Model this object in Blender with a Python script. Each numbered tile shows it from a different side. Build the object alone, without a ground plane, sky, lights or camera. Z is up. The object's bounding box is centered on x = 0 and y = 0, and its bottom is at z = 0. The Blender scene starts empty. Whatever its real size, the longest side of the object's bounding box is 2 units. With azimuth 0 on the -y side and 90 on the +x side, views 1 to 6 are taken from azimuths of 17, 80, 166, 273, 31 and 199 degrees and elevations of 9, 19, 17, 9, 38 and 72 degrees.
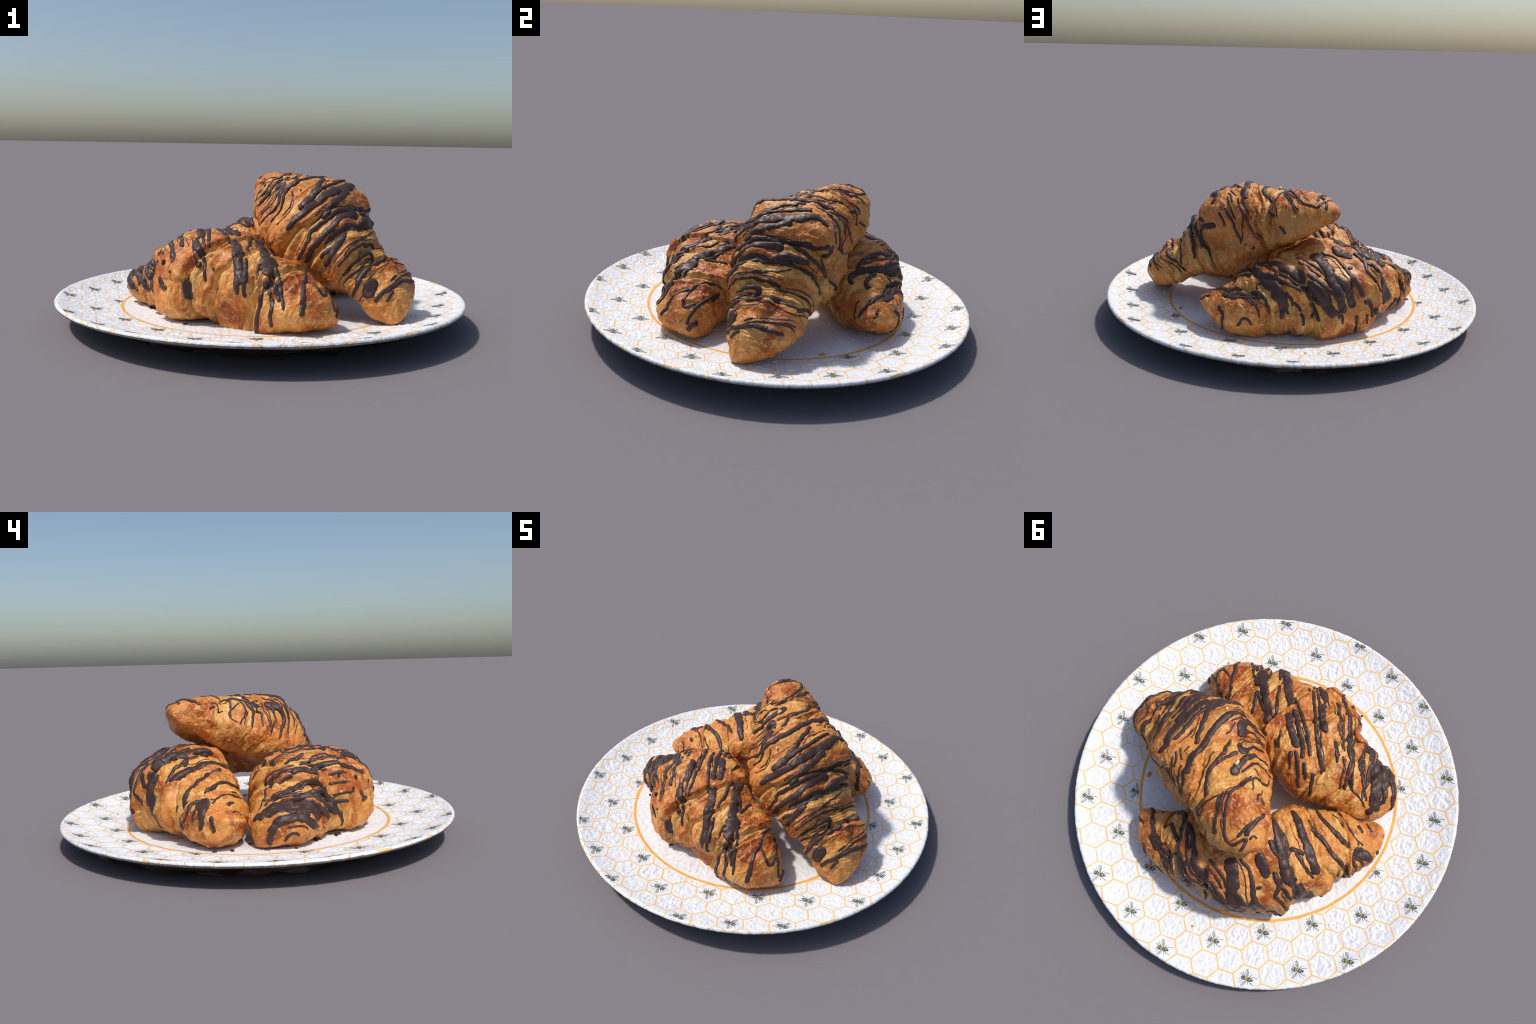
"""Three chocolate-drizzled croissants on a honeycomb-and-bee dinner plate."""
import bpy, math
import numpy as np
from mathutils import Matrix, Vector

TAU = 2 * math.pi
rng = np.random.default_rng(7)

# ------------------------------------------------------------------ noise ---
_perm = np.random.default_rng(11).permutation(256)
_perm = np.concatenate([_perm, _perm, _perm])
_grad = np.random.default_rng(12).normal(size=(256, 3))
_grad /= np.linalg.norm(_grad, axis=1, keepdims=True)


def noise(p):
    """Gradient noise, about -1..1, for an (..., 3) array of positions."""
    p = np.asarray(p, float)
    i = np.floor(p).astype(int)
    f = p - i
    u = f * f * f * (f * (f * 6 - 15) + 10)
    i &= 255
    out = 0.0
    for dx in (0, 1):
        wx = u[..., 0] if dx else 1 - u[..., 0]
        for dy in (0, 1):
            wy = u[..., 1] if dy else 1 - u[..., 1]
            for dz in (0, 1):
                wz = u[..., 2] if dz else 1 - u[..., 2]
                h = _perm[_perm[_perm[(i[..., 0] + dx) & 255] + ((i[..., 1] + dy) & 255)] + ((i[..., 2] + dz) & 255)]
                g = _grad[h]
                out = out + wx * wy * wz * (g[..., 0] * (f[..., 0] - dx) + g[..., 1] * (f[..., 1] - dy) + g[..., 2] * (f[..., 2] - dz))
    return out * 1.7


def fbm(p, octaves=3, gain=0.5):
    out, a, q = 0.0, 1.0, np.asarray(p, float)
    for k in range(octaves):
        out = out + a * noise(q + 17.3 * k)
        a *= gain
        q = q * 2.03
    return out


def smoothstep(a, b, x):
    t = np.clip((x - a) / (b - a), 0, 1)
    return t * t * (3 - 2 * t)


# ------------------------------------------------------------ node helpers ---
class Nodes:
    def __init__(self, name):
        self.mat = bpy.data.materials.new(name)
        self.mat.use_nodes = True
        self.t = self.mat.node_tree
        self.bsdf = self.t.nodes["Principled BSDF"]
        self.obj = self.t.nodes.new("ShaderNodeTexCoord").outputs["Object"]

    def put(self, sock, v):
        if isinstance(v, bpy.types.NodeSocket):
            self.t.links.new(v, sock)
        else:
            if sock.type == "RGBA" and len(v) == 3:
                v = (*v, 1)
            sock.default_value = v

    def math(self, op, a, b=0.0, c=0.0, clamp=False):
        n = self.t.nodes.new("ShaderNodeMath")
        n.operation = op
        n.use_clamp = clamp
        for s, v in zip(n.inputs, (a, b, c)):
            self.put(s, v)
        return n.outputs[0]

    def vec(self, op, a, b=(0, 0, 0), out="Vector"):
        n = self.t.nodes.new("ShaderNodeVectorMath")
        n.operation = op
        self.put(n.inputs[0], a)
        self.put(n.inputs[1], b)
        return n.outputs[out]

    def sep(self, v):
        n = self.t.nodes.new("ShaderNodeSeparateXYZ")
        self.put(n.inputs[0], v)
        return n.outputs

    def comb(self, x, y, z):
        n = self.t.nodes.new("ShaderNodeCombineXYZ")
        for s, v in zip(n.inputs, (x, y, z)):
            self.put(s, v)
        return n.outputs[0]

    def mapping(self, scale, offset=(0, 0, 0), v=None):
        n = self.t.nodes.new("ShaderNodeMapping")
        self.put(n.inputs["Vector"], self.obj if v is None else v)
        n.inputs["Scale"].default_value = scale
        n.inputs["Location"].default_value = offset
        return n.outputs[0]

    def noise(self, v, scale, detail=3.0, rough=0.5, distort=0.0):
        n = self.t.nodes.new("ShaderNodeTexNoise")
        self.put(n.inputs["Vector"], v)
        n.inputs["Scale"].default_value = scale
        n.inputs["Detail"].default_value = detail
        n.inputs["Roughness"].default_value = rough
        n.inputs["Distortion"].default_value = distort
        return n.outputs["Fac"]

    def range(self, v, a, b, c=0.0, d=1.0, smooth=True):
        n = self.t.nodes.new("ShaderNodeMapRange")
        n.interpolation_type = "SMOOTHSTEP" if smooth else "LINEAR"
        for s, x in zip(n.inputs, (v, a, b, c, d)):
            self.put(s, x)
        return n.outputs[0]

    def mix(self, f, a, b):
        n = self.t.nodes.new("ShaderNodeMix")
        n.data_type = "RGBA"
        self.put(n.inputs[0], f)
        self.put(n.inputs[6], a)
        self.put(n.inputs[7], b)
        return n.outputs[2]

    def bump(self, h, strength, dist, normal=None):
        n = self.t.nodes.new("ShaderNodeBump")
        n.inputs["Strength"].default_value = strength
        n.inputs["Distance"].default_value = dist
        self.put(n.inputs["Height"], h)
        if normal is not None:
            self.put(n.inputs["Normal"], normal)
        return n.outputs[0]

    def done(self, colour, rough=0.5, normal=None, spec=0.5, **kw):
        self.put(self.bsdf.inputs["Base Color"], colour)
        self.put(self.bsdf.inputs["Roughness"], rough)
        self.put(self.bsdf.inputs["Specular IOR Level"], spec)
        for k, v in kw.items():
            self.put(self.bsdf.inputs[k.replace("_", " ")], v)
        if normal is not None:
            self.put(self.bsdf.inputs["Normal"], normal)
        return self.mat


def srgb(r, g, b):
    f = lambda c: (c / 255 / 12.92) if c / 255 <= 0.04045 else ((c / 255 + 0.055) / 1.055) ** 2.4
    return (f(r), f(g), f(b))


# --------------------------------------------------------------- mesh helper ---
def add_mesh(name, verts, faces, mats, parent, smooth=True, face_mat=None):
    me = bpy.data.meshes.new(name)
    me.from_pydata(np.asarray(verts).tolist(), [], faces if isinstance(faces, list) else faces.tolist())
    for m in mats if isinstance(mats, (list, tuple)) else [mats]:
        me.materials.append(m)
    if face_mat is not None:
        me.polygons.foreach_set("material_index", np.asarray(face_mat, np.int32))
    me.polygons.foreach_set("use_smooth", np.full(len(me.polygons), smooth))
    me.update()
    ob = bpy.data.objects.new(name, me)
    bpy.context.scene.collection.objects.link(ob)
    if parent is not None:
        ob.parent = parent
    return ob


def empty(name, matrix, label, category):
    ob = bpy.data.objects.new(name, None)
    ob.empty_display_size = 0.1
    ob.matrix_world = matrix
    ob["label"] = label
    ob["category"] = category
    bpy.context.scene.collection.objects.link(ob)
    return ob


# ====================================================================== PLATE
TILT = (0.0093, -0.0118)                      # the plate does not stand quite level
RIM_R = 0.992
RING_C, RING_IN, RING_OUT = (-0.0063, -0.0065), 0.665, 0.680
# honeycomb: the two steps from one bee to the next; a cell is half of that
BEE_U, BEE_V, BEE_O = np.array([0.2197, 0.1132]), np.array([0.0039, 0.2341]), np.array([0.0101, 0.8077])

PROFILE_R = [0.0, 0.50, 0.60, 0.645, 0.680, 0.72, 0.80, 0.86, 0.91, 0.945, 0.97, 0.985]
PROFILE_Z = [0.066, 0.066, 0.066, 0.067, 0.0695, 0.0735, 0.0825, 0.0915, 0.1025, 0.1125, 0.1215, 0.1260]


def profile(r):
    """Smooth height of the upper face at radius r."""
    r = np.asarray(r, float)
    z = 0.0
    for o, w in ((-0.012, 0.25), (0, 0.5), (0.012, 0.25)):
        z = z + w * np.interp(np.abs(r + o), PROFILE_R, PROFILE_Z)
    return z


def hex_cell(x, y):
    """Distance to the nearest cell wall (in half cell widths), and whether the cell holds a bee."""
    M = np.linalg.inv(np.array([BEE_U / 2, BEE_V / 2]))
    k = (np.stack([x, y], -1) - BEE_O) @ M
    # regular hexagonal frame: axes at 0 and 60 degrees
    X, Y = k[..., 0] + 0.5 * k[..., 1], k[..., 1] * math.sqrt(3) / 2
    best, bi, bj = np.full(X.shape, 9.0), np.zeros(X.shape, int), np.zeros(X.shape, int)
    fi, fj = np.floor(k[..., 0]).astype(int), np.floor(k[..., 1]).astype(int)
    gx, gy = np.zeros(X.shape), np.zeros(X.shape)
    for di in (0, 1):
        for dj in (0, 1):
            cx, cy = (fi + di) + 0.5 * (fj + dj), (fj + dj) * math.sqrt(3) / 2
            d = np.hypot(X - cx, Y - cy)
            m = d < best
            best = np.where(m, d, best)
            bi, bj = np.where(m, fi + di, bi), np.where(m, fj + dj, bj)
            gx, gy = np.where(m, X - cx, gx), np.where(m, Y - cy, gy)
    edge = 0.5 - np.maximum(np.abs(gx), 0.5 * np.abs(gx) + math.sqrt(3) / 2 * np.abs(gy))
    return edge, (bi % 2 == 0) & (bj % 2 == 0)


def plate_height(x, y):
    r = np.hypot(x, y)
    edge, bee = hex_cell(x, y)
    p = np.stack([x, y, np.zeros_like(x)], -1)
    rough = noise(p * 34) * 0.45 + noise(p * 72 + 5) * 0.55 + noise(p * 130 + 9) * 0.28
    rough = np.sign(rough) * np.abs(rough) ** 0.85
    amp = np.where(bee, 0.25, 1.0) * smoothstep(0.02, 0.16, edge) * 0.0066
    rr = np.hypot(x - RING_C[0], y - RING_C[1])
    amp = np.where(rr < RING_IN, 0.0036, amp) * smoothstep(0.010, 0.03, np.abs(rr - 0.672))
    amp = amp * (0.55 + 0.45 * noise(p * 4 + 3) + 0.35)
    lip = smoothstep(0.94, 0.985, r)
    amp = amp * (1 - 0.4 * lip)
    sink = 0.014 * smoothstep(0.42, 0.16, np.hypot(x - 0.22, y + 0.03))      # the well dips under the heap
    return profile(r) - sink + TILT[0] * x + TILT[1] * y + amp * rough + 0.0012 * noise(p * 9 + 40)


def plate_material():
    n = Nodes("honeycomb_porcelain")
    x, y, z = n.sep(n.obj)
    wob = n.math("SUBTRACT", n.noise(n.obj, 14, 2), 0.5)
    M = np.linalg.inv(np.array([BEE_U / 2, BEE_V / 2]))
    px, py = n.math("SUBTRACT", x, float(BEE_O[0])), n.math("SUBTRACT", y, float(BEE_O[1]))
    px, py = n.math("MULTIPLY_ADD", wob, 0.004, px), n.math("MULTIPLY_ADD", wob, -0.003, py)
    k0 = n.math("ADD", n.math("MULTIPLY", px, float(M[0, 0])), n.math("MULTIPLY", py, float(M[1, 0])))
    k1 = n.math("ADD", n.math("MULTIPLY", px, float(M[0, 1])), n.math("MULTIPLY", py, float(M[1, 1])))
    X = n.math("MULTIPLY_ADD", k1, 0.5, k0)
    Y = n.math("MULTIPLY", k1, math.sqrt(3) / 2)

    def wrap(v, size, shift):
        return n.math("SUBTRACT", n.math("FLOORED_MODULO", n.math("ADD", v, shift + size / 2), size), size / 2)

    def hexd(gx, gy):
        gx, gy = n.math("ABSOLUTE", gx), n.math("ABSOLUTE", gy)
        return n.math("MAXIMUM", gx, n.math("MULTIPLY_ADD", gy, math.sqrt(3) / 2, n.math("MULTIPLY", gx, 0.5)))

    h = n.math("MINIMUM", hexd(wrap(X, 1, 0), wrap(Y, math.sqrt(3), 0)),
               hexd(wrap(X, 1, 0.5), wrap(Y, math.sqrt(3), math.sqrt(3) / 2)))
    line_w = n.range(n.noise(n.obj, 9, 2), 0.3, 0.7, 0.022, 0.031)
    line = n.math("GREATER_THAN", h, n.math("SUBTRACT", 0.5, line_w))
    soft = n.range(h, 0.462, 0.488)
    line = n.math("MULTIPLY", n.math("MAXIMUM", n.math("MULTIPLY", line, 0.9), n.math("MULTIPLY", soft, 0.35)), 1.0)
    dx, dy = n.math("ADD", x, -RING_C[0]), n.math("ADD", y, -RING_C[1])
    rr = n.math("SQRT", n.math("ADD", n.math("MULTIPLY", dx, dx), n.math("MULTIPLY", dy, dy)))
    rr = n.math("MULTIPLY_ADD", wob, 0.006, rr)
    line = n.math("MULTIPLY", line, n.math("GREATER_THAN", rr, RING_OUT - 0.002))
    up = n.sep(n.t.nodes.new("ShaderNodeNewGeometry").outputs["Normal"])[2]
    line = n.math("MULTIPLY", line, n.math("GREATER_THAN", up, -0.1))
    ring = n.math("MULTIPLY", n.range(rr, RING_IN - 0.0015, RING_IN + 0.0015), n.range(rr, RING_OUT + 0.0015, RING_OUT - 0.0015))
    fine = n.noise(n.obj, 60, 3)
    white = n.mix(n.range(fine, 0.3, 0.7), (0.74, 0.75, 0.77), (0.86, 0.86, 0.87))
    # warm brownish blotches on the well of the plate
    well = n.range(rr, RING_IN, RING_IN - 0.12)
    blotch = n.math("MULTIPLY", n.range(n.noise(n.obj, 5, 4, 0.6), 0.45, 0.75), n.math("MULTIPLY", well, 0.45))
    white = n.mix(blotch, white, srgb(205, 182, 165))
    gold = n.mix(n.range(n.noise(n.obj, 30, 2), 0.35, 0.65), srgb(242, 198, 116), srgb(236, 184, 94))
    col = n.mix(line, white, gold)
    col = n.mix(ring, col, n.mix(n.range(n.noise(n.obj, 20, 2), 0.3, 0.7), srgb(240, 182, 92), srgb(230, 168, 74)))
    b = n.bump(n.noise(n.obj, 95, 4, 0.6), 0.5, 0.006)
    return n.done(col, 0.42, b, 0.4)


def plain(name, colour, rough=0.6, spec=0.3, vary=0.15, scale=40, bump=0.0):
    n = Nodes(name)
    f = n.noise(n.obj, scale, 3)
    col = n.mix(n.range(f, 0.3, 0.7), tuple(c * (1 - vary) for c in colour), tuple(min(1, c * (1 + vary)) for c in colour))
    return n.done(col, rough, n.bump(f, 0.4, bump) if bump else None, spec)


def build_plate():
    plate = empty("dinner_plate", Matrix.Identity(4), "round white plate with golden honeycomb print and small bees", "plate")
    # upper face and rounded lip, one polar grid
    radii = np.concatenate([np.arange(0.012, 0.655, 0.0085), np.arange(0.655, 0.985, 0.0046)])
    NA = 1300
    a = np.arange(NA) * TAU / NA
    wav = lambda q, s: noise(np.stack([np.cos(a) * q, np.sin(a) * q, np.full(NA, s)], -1))
    rings = []
    for r in radii:
        x, y = r * np.cos(a), r * np.sin(a)
        rings.append(np.stack([x, y, plate_height(x, y)], -1))
    edge_r = 0.0016 * wav(22, 1.0) + 0.0014 * wav(60, 4.0)
    def lip(r, dz):
        rr = r + edge_r * smoothstep(0.985, 0.997, r)
        x, y = rr * np.cos(a), rr * np.sin(a)
        z = 0.1260 + TILT[0] * x + TILT[1] * y + dz + 0.0012 * wav(30, 8.0) * (1 - abs(dz) / 0.03) + 0.001 * wav(75, 2.0)
        return np.stack([x, y, z], -1)

    j = np.arange(NA)
    jn = (j + 1) % NA

    def strips(count, first):
        return np.concatenate([np.stack([first + i * NA + j, first + (i + 1) * NA + j, first + (i + 1) * NA + jn, first + i * NA + jn], -1) for i in range(count - 1)]).tolist()

    rings += [lip(*q) for q in ((0.989, 0.0), (0.9945, -0.0025), (0.9975, -0.0065), (0.9985, -0.0105))]
    V = np.concatenate([[[0, 0, plate_height(np.zeros(1), np.zeros(1))[0]]], np.concatenate(rings)])
    F = [(0, 1 + int(p), 1 + int(q)) for p, q in zip(j, jn)] + strips(len(rings), 1)
    add_mesh("dish", V, F, plate_material(), plate)
    edge = [lip(*q) for q in ((0.9985, -0.0105), (0.9975, -0.0150), (0.9945, -0.0195), (0.988, -0.0225), (0.975, -0.0245))]
    add_mesh("rim_edge", np.concatenate(edge), strips(len(edge), 0), plain("grey_rim", srgb(150, 147, 142), 0.7, 0.25, 0.25, 45, 0.002), plate)  # greyer band below the white lip

    # underside: rough foot in broad facets, coloured dark for the shade beneath the plate
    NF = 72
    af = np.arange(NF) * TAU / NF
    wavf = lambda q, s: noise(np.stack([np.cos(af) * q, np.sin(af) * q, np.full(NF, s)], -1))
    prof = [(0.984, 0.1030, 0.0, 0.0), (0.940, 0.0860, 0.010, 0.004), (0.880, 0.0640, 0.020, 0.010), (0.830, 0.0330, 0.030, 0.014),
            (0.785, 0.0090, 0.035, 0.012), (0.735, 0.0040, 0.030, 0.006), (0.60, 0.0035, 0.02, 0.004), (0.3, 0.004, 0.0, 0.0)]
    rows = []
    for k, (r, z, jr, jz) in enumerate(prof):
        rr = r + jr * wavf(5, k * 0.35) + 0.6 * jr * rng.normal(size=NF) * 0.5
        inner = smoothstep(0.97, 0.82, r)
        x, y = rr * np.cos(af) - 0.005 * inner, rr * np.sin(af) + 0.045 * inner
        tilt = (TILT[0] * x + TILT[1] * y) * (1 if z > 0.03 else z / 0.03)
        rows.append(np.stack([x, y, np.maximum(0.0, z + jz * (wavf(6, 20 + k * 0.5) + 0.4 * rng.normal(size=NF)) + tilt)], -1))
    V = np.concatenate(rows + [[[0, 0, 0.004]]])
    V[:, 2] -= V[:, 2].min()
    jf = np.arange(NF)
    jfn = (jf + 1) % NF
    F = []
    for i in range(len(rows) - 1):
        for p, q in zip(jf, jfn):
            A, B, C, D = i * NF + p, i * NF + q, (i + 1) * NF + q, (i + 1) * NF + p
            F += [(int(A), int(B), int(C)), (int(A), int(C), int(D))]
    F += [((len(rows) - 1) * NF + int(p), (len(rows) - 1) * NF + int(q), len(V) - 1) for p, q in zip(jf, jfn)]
    n = Nodes("shade_darkened_foot")
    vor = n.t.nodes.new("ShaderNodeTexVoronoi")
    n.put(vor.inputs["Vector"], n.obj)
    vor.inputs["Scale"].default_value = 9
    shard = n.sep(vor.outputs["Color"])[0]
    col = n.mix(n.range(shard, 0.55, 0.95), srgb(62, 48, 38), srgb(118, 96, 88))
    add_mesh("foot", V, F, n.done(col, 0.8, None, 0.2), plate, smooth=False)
    build_bees(plate)
    return plate


# ------------------------------------------------------------- printed bees ---
def bee_shape():
    """Flat drawing of one bee: list of (outline polygon, material index, layer). a = to the head, b = sideways."""
    shapes = []

    def ellipse(ca, cb, la, lb, ang, mat, layer, n=20, taper=0.0):
        t = np.arange(n) * TAU / n
        u, v = la * np.cos(t), lb * np.sin(t) * (1 - taper * np.cos(t))
        c, s = math.cos(ang), math.sin(ang)
        shapes.append((np.stack([ca + c * u - s * v, cb + s * u + c * v], -1), mat, layer))

    def stroke(pts, w0, w1, mat, layer):
        pts = np.array(pts, float)
        d = np.gradient(pts, axis=0)
        d /= np.linalg.norm(d, axis=1, keepdims=True)
        nn = np.stack([-d[:, 1], d[:, 0]], -1)
        w = np.linspace(w0, w1, len(pts))[:, None] / 2
        for i in range(len(pts) - 1):
            shapes.append((np.array([pts[i] + nn[i] * w[i], pts[i] - nn[i] * w[i], pts[i + 1] - nn[i + 1] * w[i + 1], pts[i + 1] + nn[i + 1] * w[i + 1]]), mat, layer))

    for s in (1, -1):
        # big fore wing and small hind wing, swept back, with dark veins
        ellipse(-0.0085, s * 0.0265, 0.0165, 0.0062, s * 1.93, 3, 0, taper=-0.35)
        ellipse(-0.0085, s * 0.0265, 0.0145, 0.0048, s * 1.93, 2, 1, taper=-0.35)
        ellipse(-0.0010, s * 0.0190, 0.0100, 0.0035, s * 1.75, 3, 2)
        ellipse(-0.0010, s * 0.0190, 0.0082, 0.0022, s * 1.75, 2, 3)
        stroke([(-0.002, s * 0.010), (-0.0085, s * 0.026), (-0.014, s * 0.040)], 0.0016, 0.0007, 3, 4)
        stroke([(0.001, s * 0.010), (-0.001, s * 0.022), (-0.012, s * 0.038)], 0.0014, 0.0007, 3, 4)
        # legs and feelers
        stroke([(0.016, s * 0.008), (0.025, s * 0.015), (0.038, s * 0.018), (0.047, s * 0.017)], 0.0030, 0.0010, 0, 5)
        stroke([(0.009, s * 0.008), (0.013, s * 0.019), (0.020, s * 0.027)], 0.0024, 0.0008, 0, 5)
        stroke([(-0.010, s * 0.008), (-0.021, s * 0.017), (-0.026, s * 0.027)], 0.0026, 0.0008, 0, 5)
        stroke([(-0.016, s * 0.006), (-0.029, s * 0.012), (-0.040, s * 0.014)], 0.0024, 0.0008, 0, 5)
    ellipse(-0.012, 0, 0.0165, 0.0088, 0, 0, 6)      # abdomen
    ellipse(0.010, 0, 0.0125, 0.0098, 0, 0, 6)       # thorax
    ellipse(0.0245, 0, 0.0055, 0.0062, 0, 0, 6)      # head
    ellipse(-0.0215, 0.001, 0.0036, 0.0050, 0, 1, 7)
    ellipse(-0.0075, 0.001, 0.0030, 0.0066, 0.1, 1, 7)
    ellipse(-0.0005, 0.001, 0.0024, 0.0064, -0.1, 1, 7)
    ellipse(0.0150, 0.002, 0.0034, 0.0050, 0, 1, 7)
    return shapes


def build_bees(plate):
    mats = [plain("bee_print_dark", srgb(92, 96, 88), 0.5, vary=0.3, scale=160), plain("bee_print_yellow", srgb(190, 172, 116), 0.5, vary=0.2, scale=160),
            plain("bee_print_wing", srgb(196, 202, 204), 0.5, vary=0.12, scale=120), plain("bee_print_vein", srgb(122, 130, 130), 0.5, vary=0.25, scale=160)]
    shapes = bee_shape()
    bee_rng = np.random.default_rng(5)
    for i in range(-6, 7):
        for j in range(-10, 4):
            o = BEE_O + i * BEE_U + j * BEE_V
            r = math.hypot(o[0] - RING_C[0], o[1] - RING_C[1])
            if not 0.66 < r < 0.992:
                continue
            ang = bee_rng.normal() * 0.05
            e1 = np.array([-math.cos(ang), -math.sin(ang)])
            e2 = np.array([math.sin(ang), -math.cos(ang)])
            V, F, M = [], [], []
            for poly, mat, layer in shapes:
                c = poly.mean(0)
                pts = np.vstack([c, poly]) * 1.03
                w = o + pts[:, :1] * e1 + pts[:, 1:] * e2
                rr = np.hypot(w[:, 0] - RING_C[0], w[:, 1] - RING_C[1])
                rc = np.hypot(w[:, 0], w[:, 1])
                b = len(V)
                z = plate_height(w[:, 0], w[:, 1]) + 0.0011 + 0.00022 * layer
                V += np.column_stack([w, z]).tolist()
                m = len(poly)
                for k in range(m):
                    t = (b, b + 1 + k, b + 1 + (k + 1) % m)
                    tri = [q - b for q in t]
                    if rr[tri].min() < RING_OUT + 0.001 or rc[tri].max() > 0.988:
                        continue
                    F.append(t if np.cross(w[tri[1]] - w[tri[0]], w[tri[2]] - w[tri[0]]) > 0 else t[::-1])
                    M.append(mat)
            if len(F) > 12:
                add_mesh("printed_bee", V, F, mats, plate, face_mat=M)


# ================================================================= CROISSANTS
def spline(y, t):
    """Catmull-Rom through equally spaced rows of y."""
    y = np.asarray(y, float)
    n = len(y)
    yp = np.vstack([2 * y[0] - y[1], y, 2 * y[-1] - y[-2]])
    x = t * (n - 1)
    i = np.clip(x.astype(int), 0, n - 2)
    f = (x - i)[:, None]
    a, b, c, d = yp[i], yp[i + 1], yp[i + 2], yp[i + 3]
    return 0.5 * (2 * b + (c - a) * f + (2 * a - 5 * b + 4 * c - d) * f**2 + (3 * b - a - 3 * c + d) * f**3)


def ring_spline(R, a):
    """The same round a closed cross-section (columns of R)."""
    m = R.shape[1]
    x = (a / TAU * m) % m
    i = x.astype(int)
    f = x - i
    g = lambda k: R[:, (i + k) % m]
    return 0.5 * (2 * g(0) + (g(1) - g(-1)) * f + (2 * g(-1) - 5 * g(0) + 4 * g(1) - g(2)) * f**2 + (3 * g(0) - g(-1) - 3 * g(1) + g(2)) * f**3)


CAP = 0.10


def seam(points, upper_side, height):
    """An edge of the dough sheet running round the roll."""
    pts = sorted((a % 360, t) for a, t in points)
    ang = np.radians([pts[-1][0] - 360] + [p[0] for p in pts] + [pts[0][0] + 360])
    pos = np.array([pts[-1][1]] + [p[1] for p in pts] + [pts[0][1]])

    def at(a):
        out = 0.0
        for k in (-0.24, -0.12, 0, 0.12, 0.24):
            out = out + 0.2 * np.interp((a + k) % TAU, ang, pos)
        return out
    return at, upper_side, height


def strand(path, widths):
    return path, [w / 1000 * (1.30 + 0.10 * math.exp(-((w / 10) ** 2))) + 0.0006 for w in widths]


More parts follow.
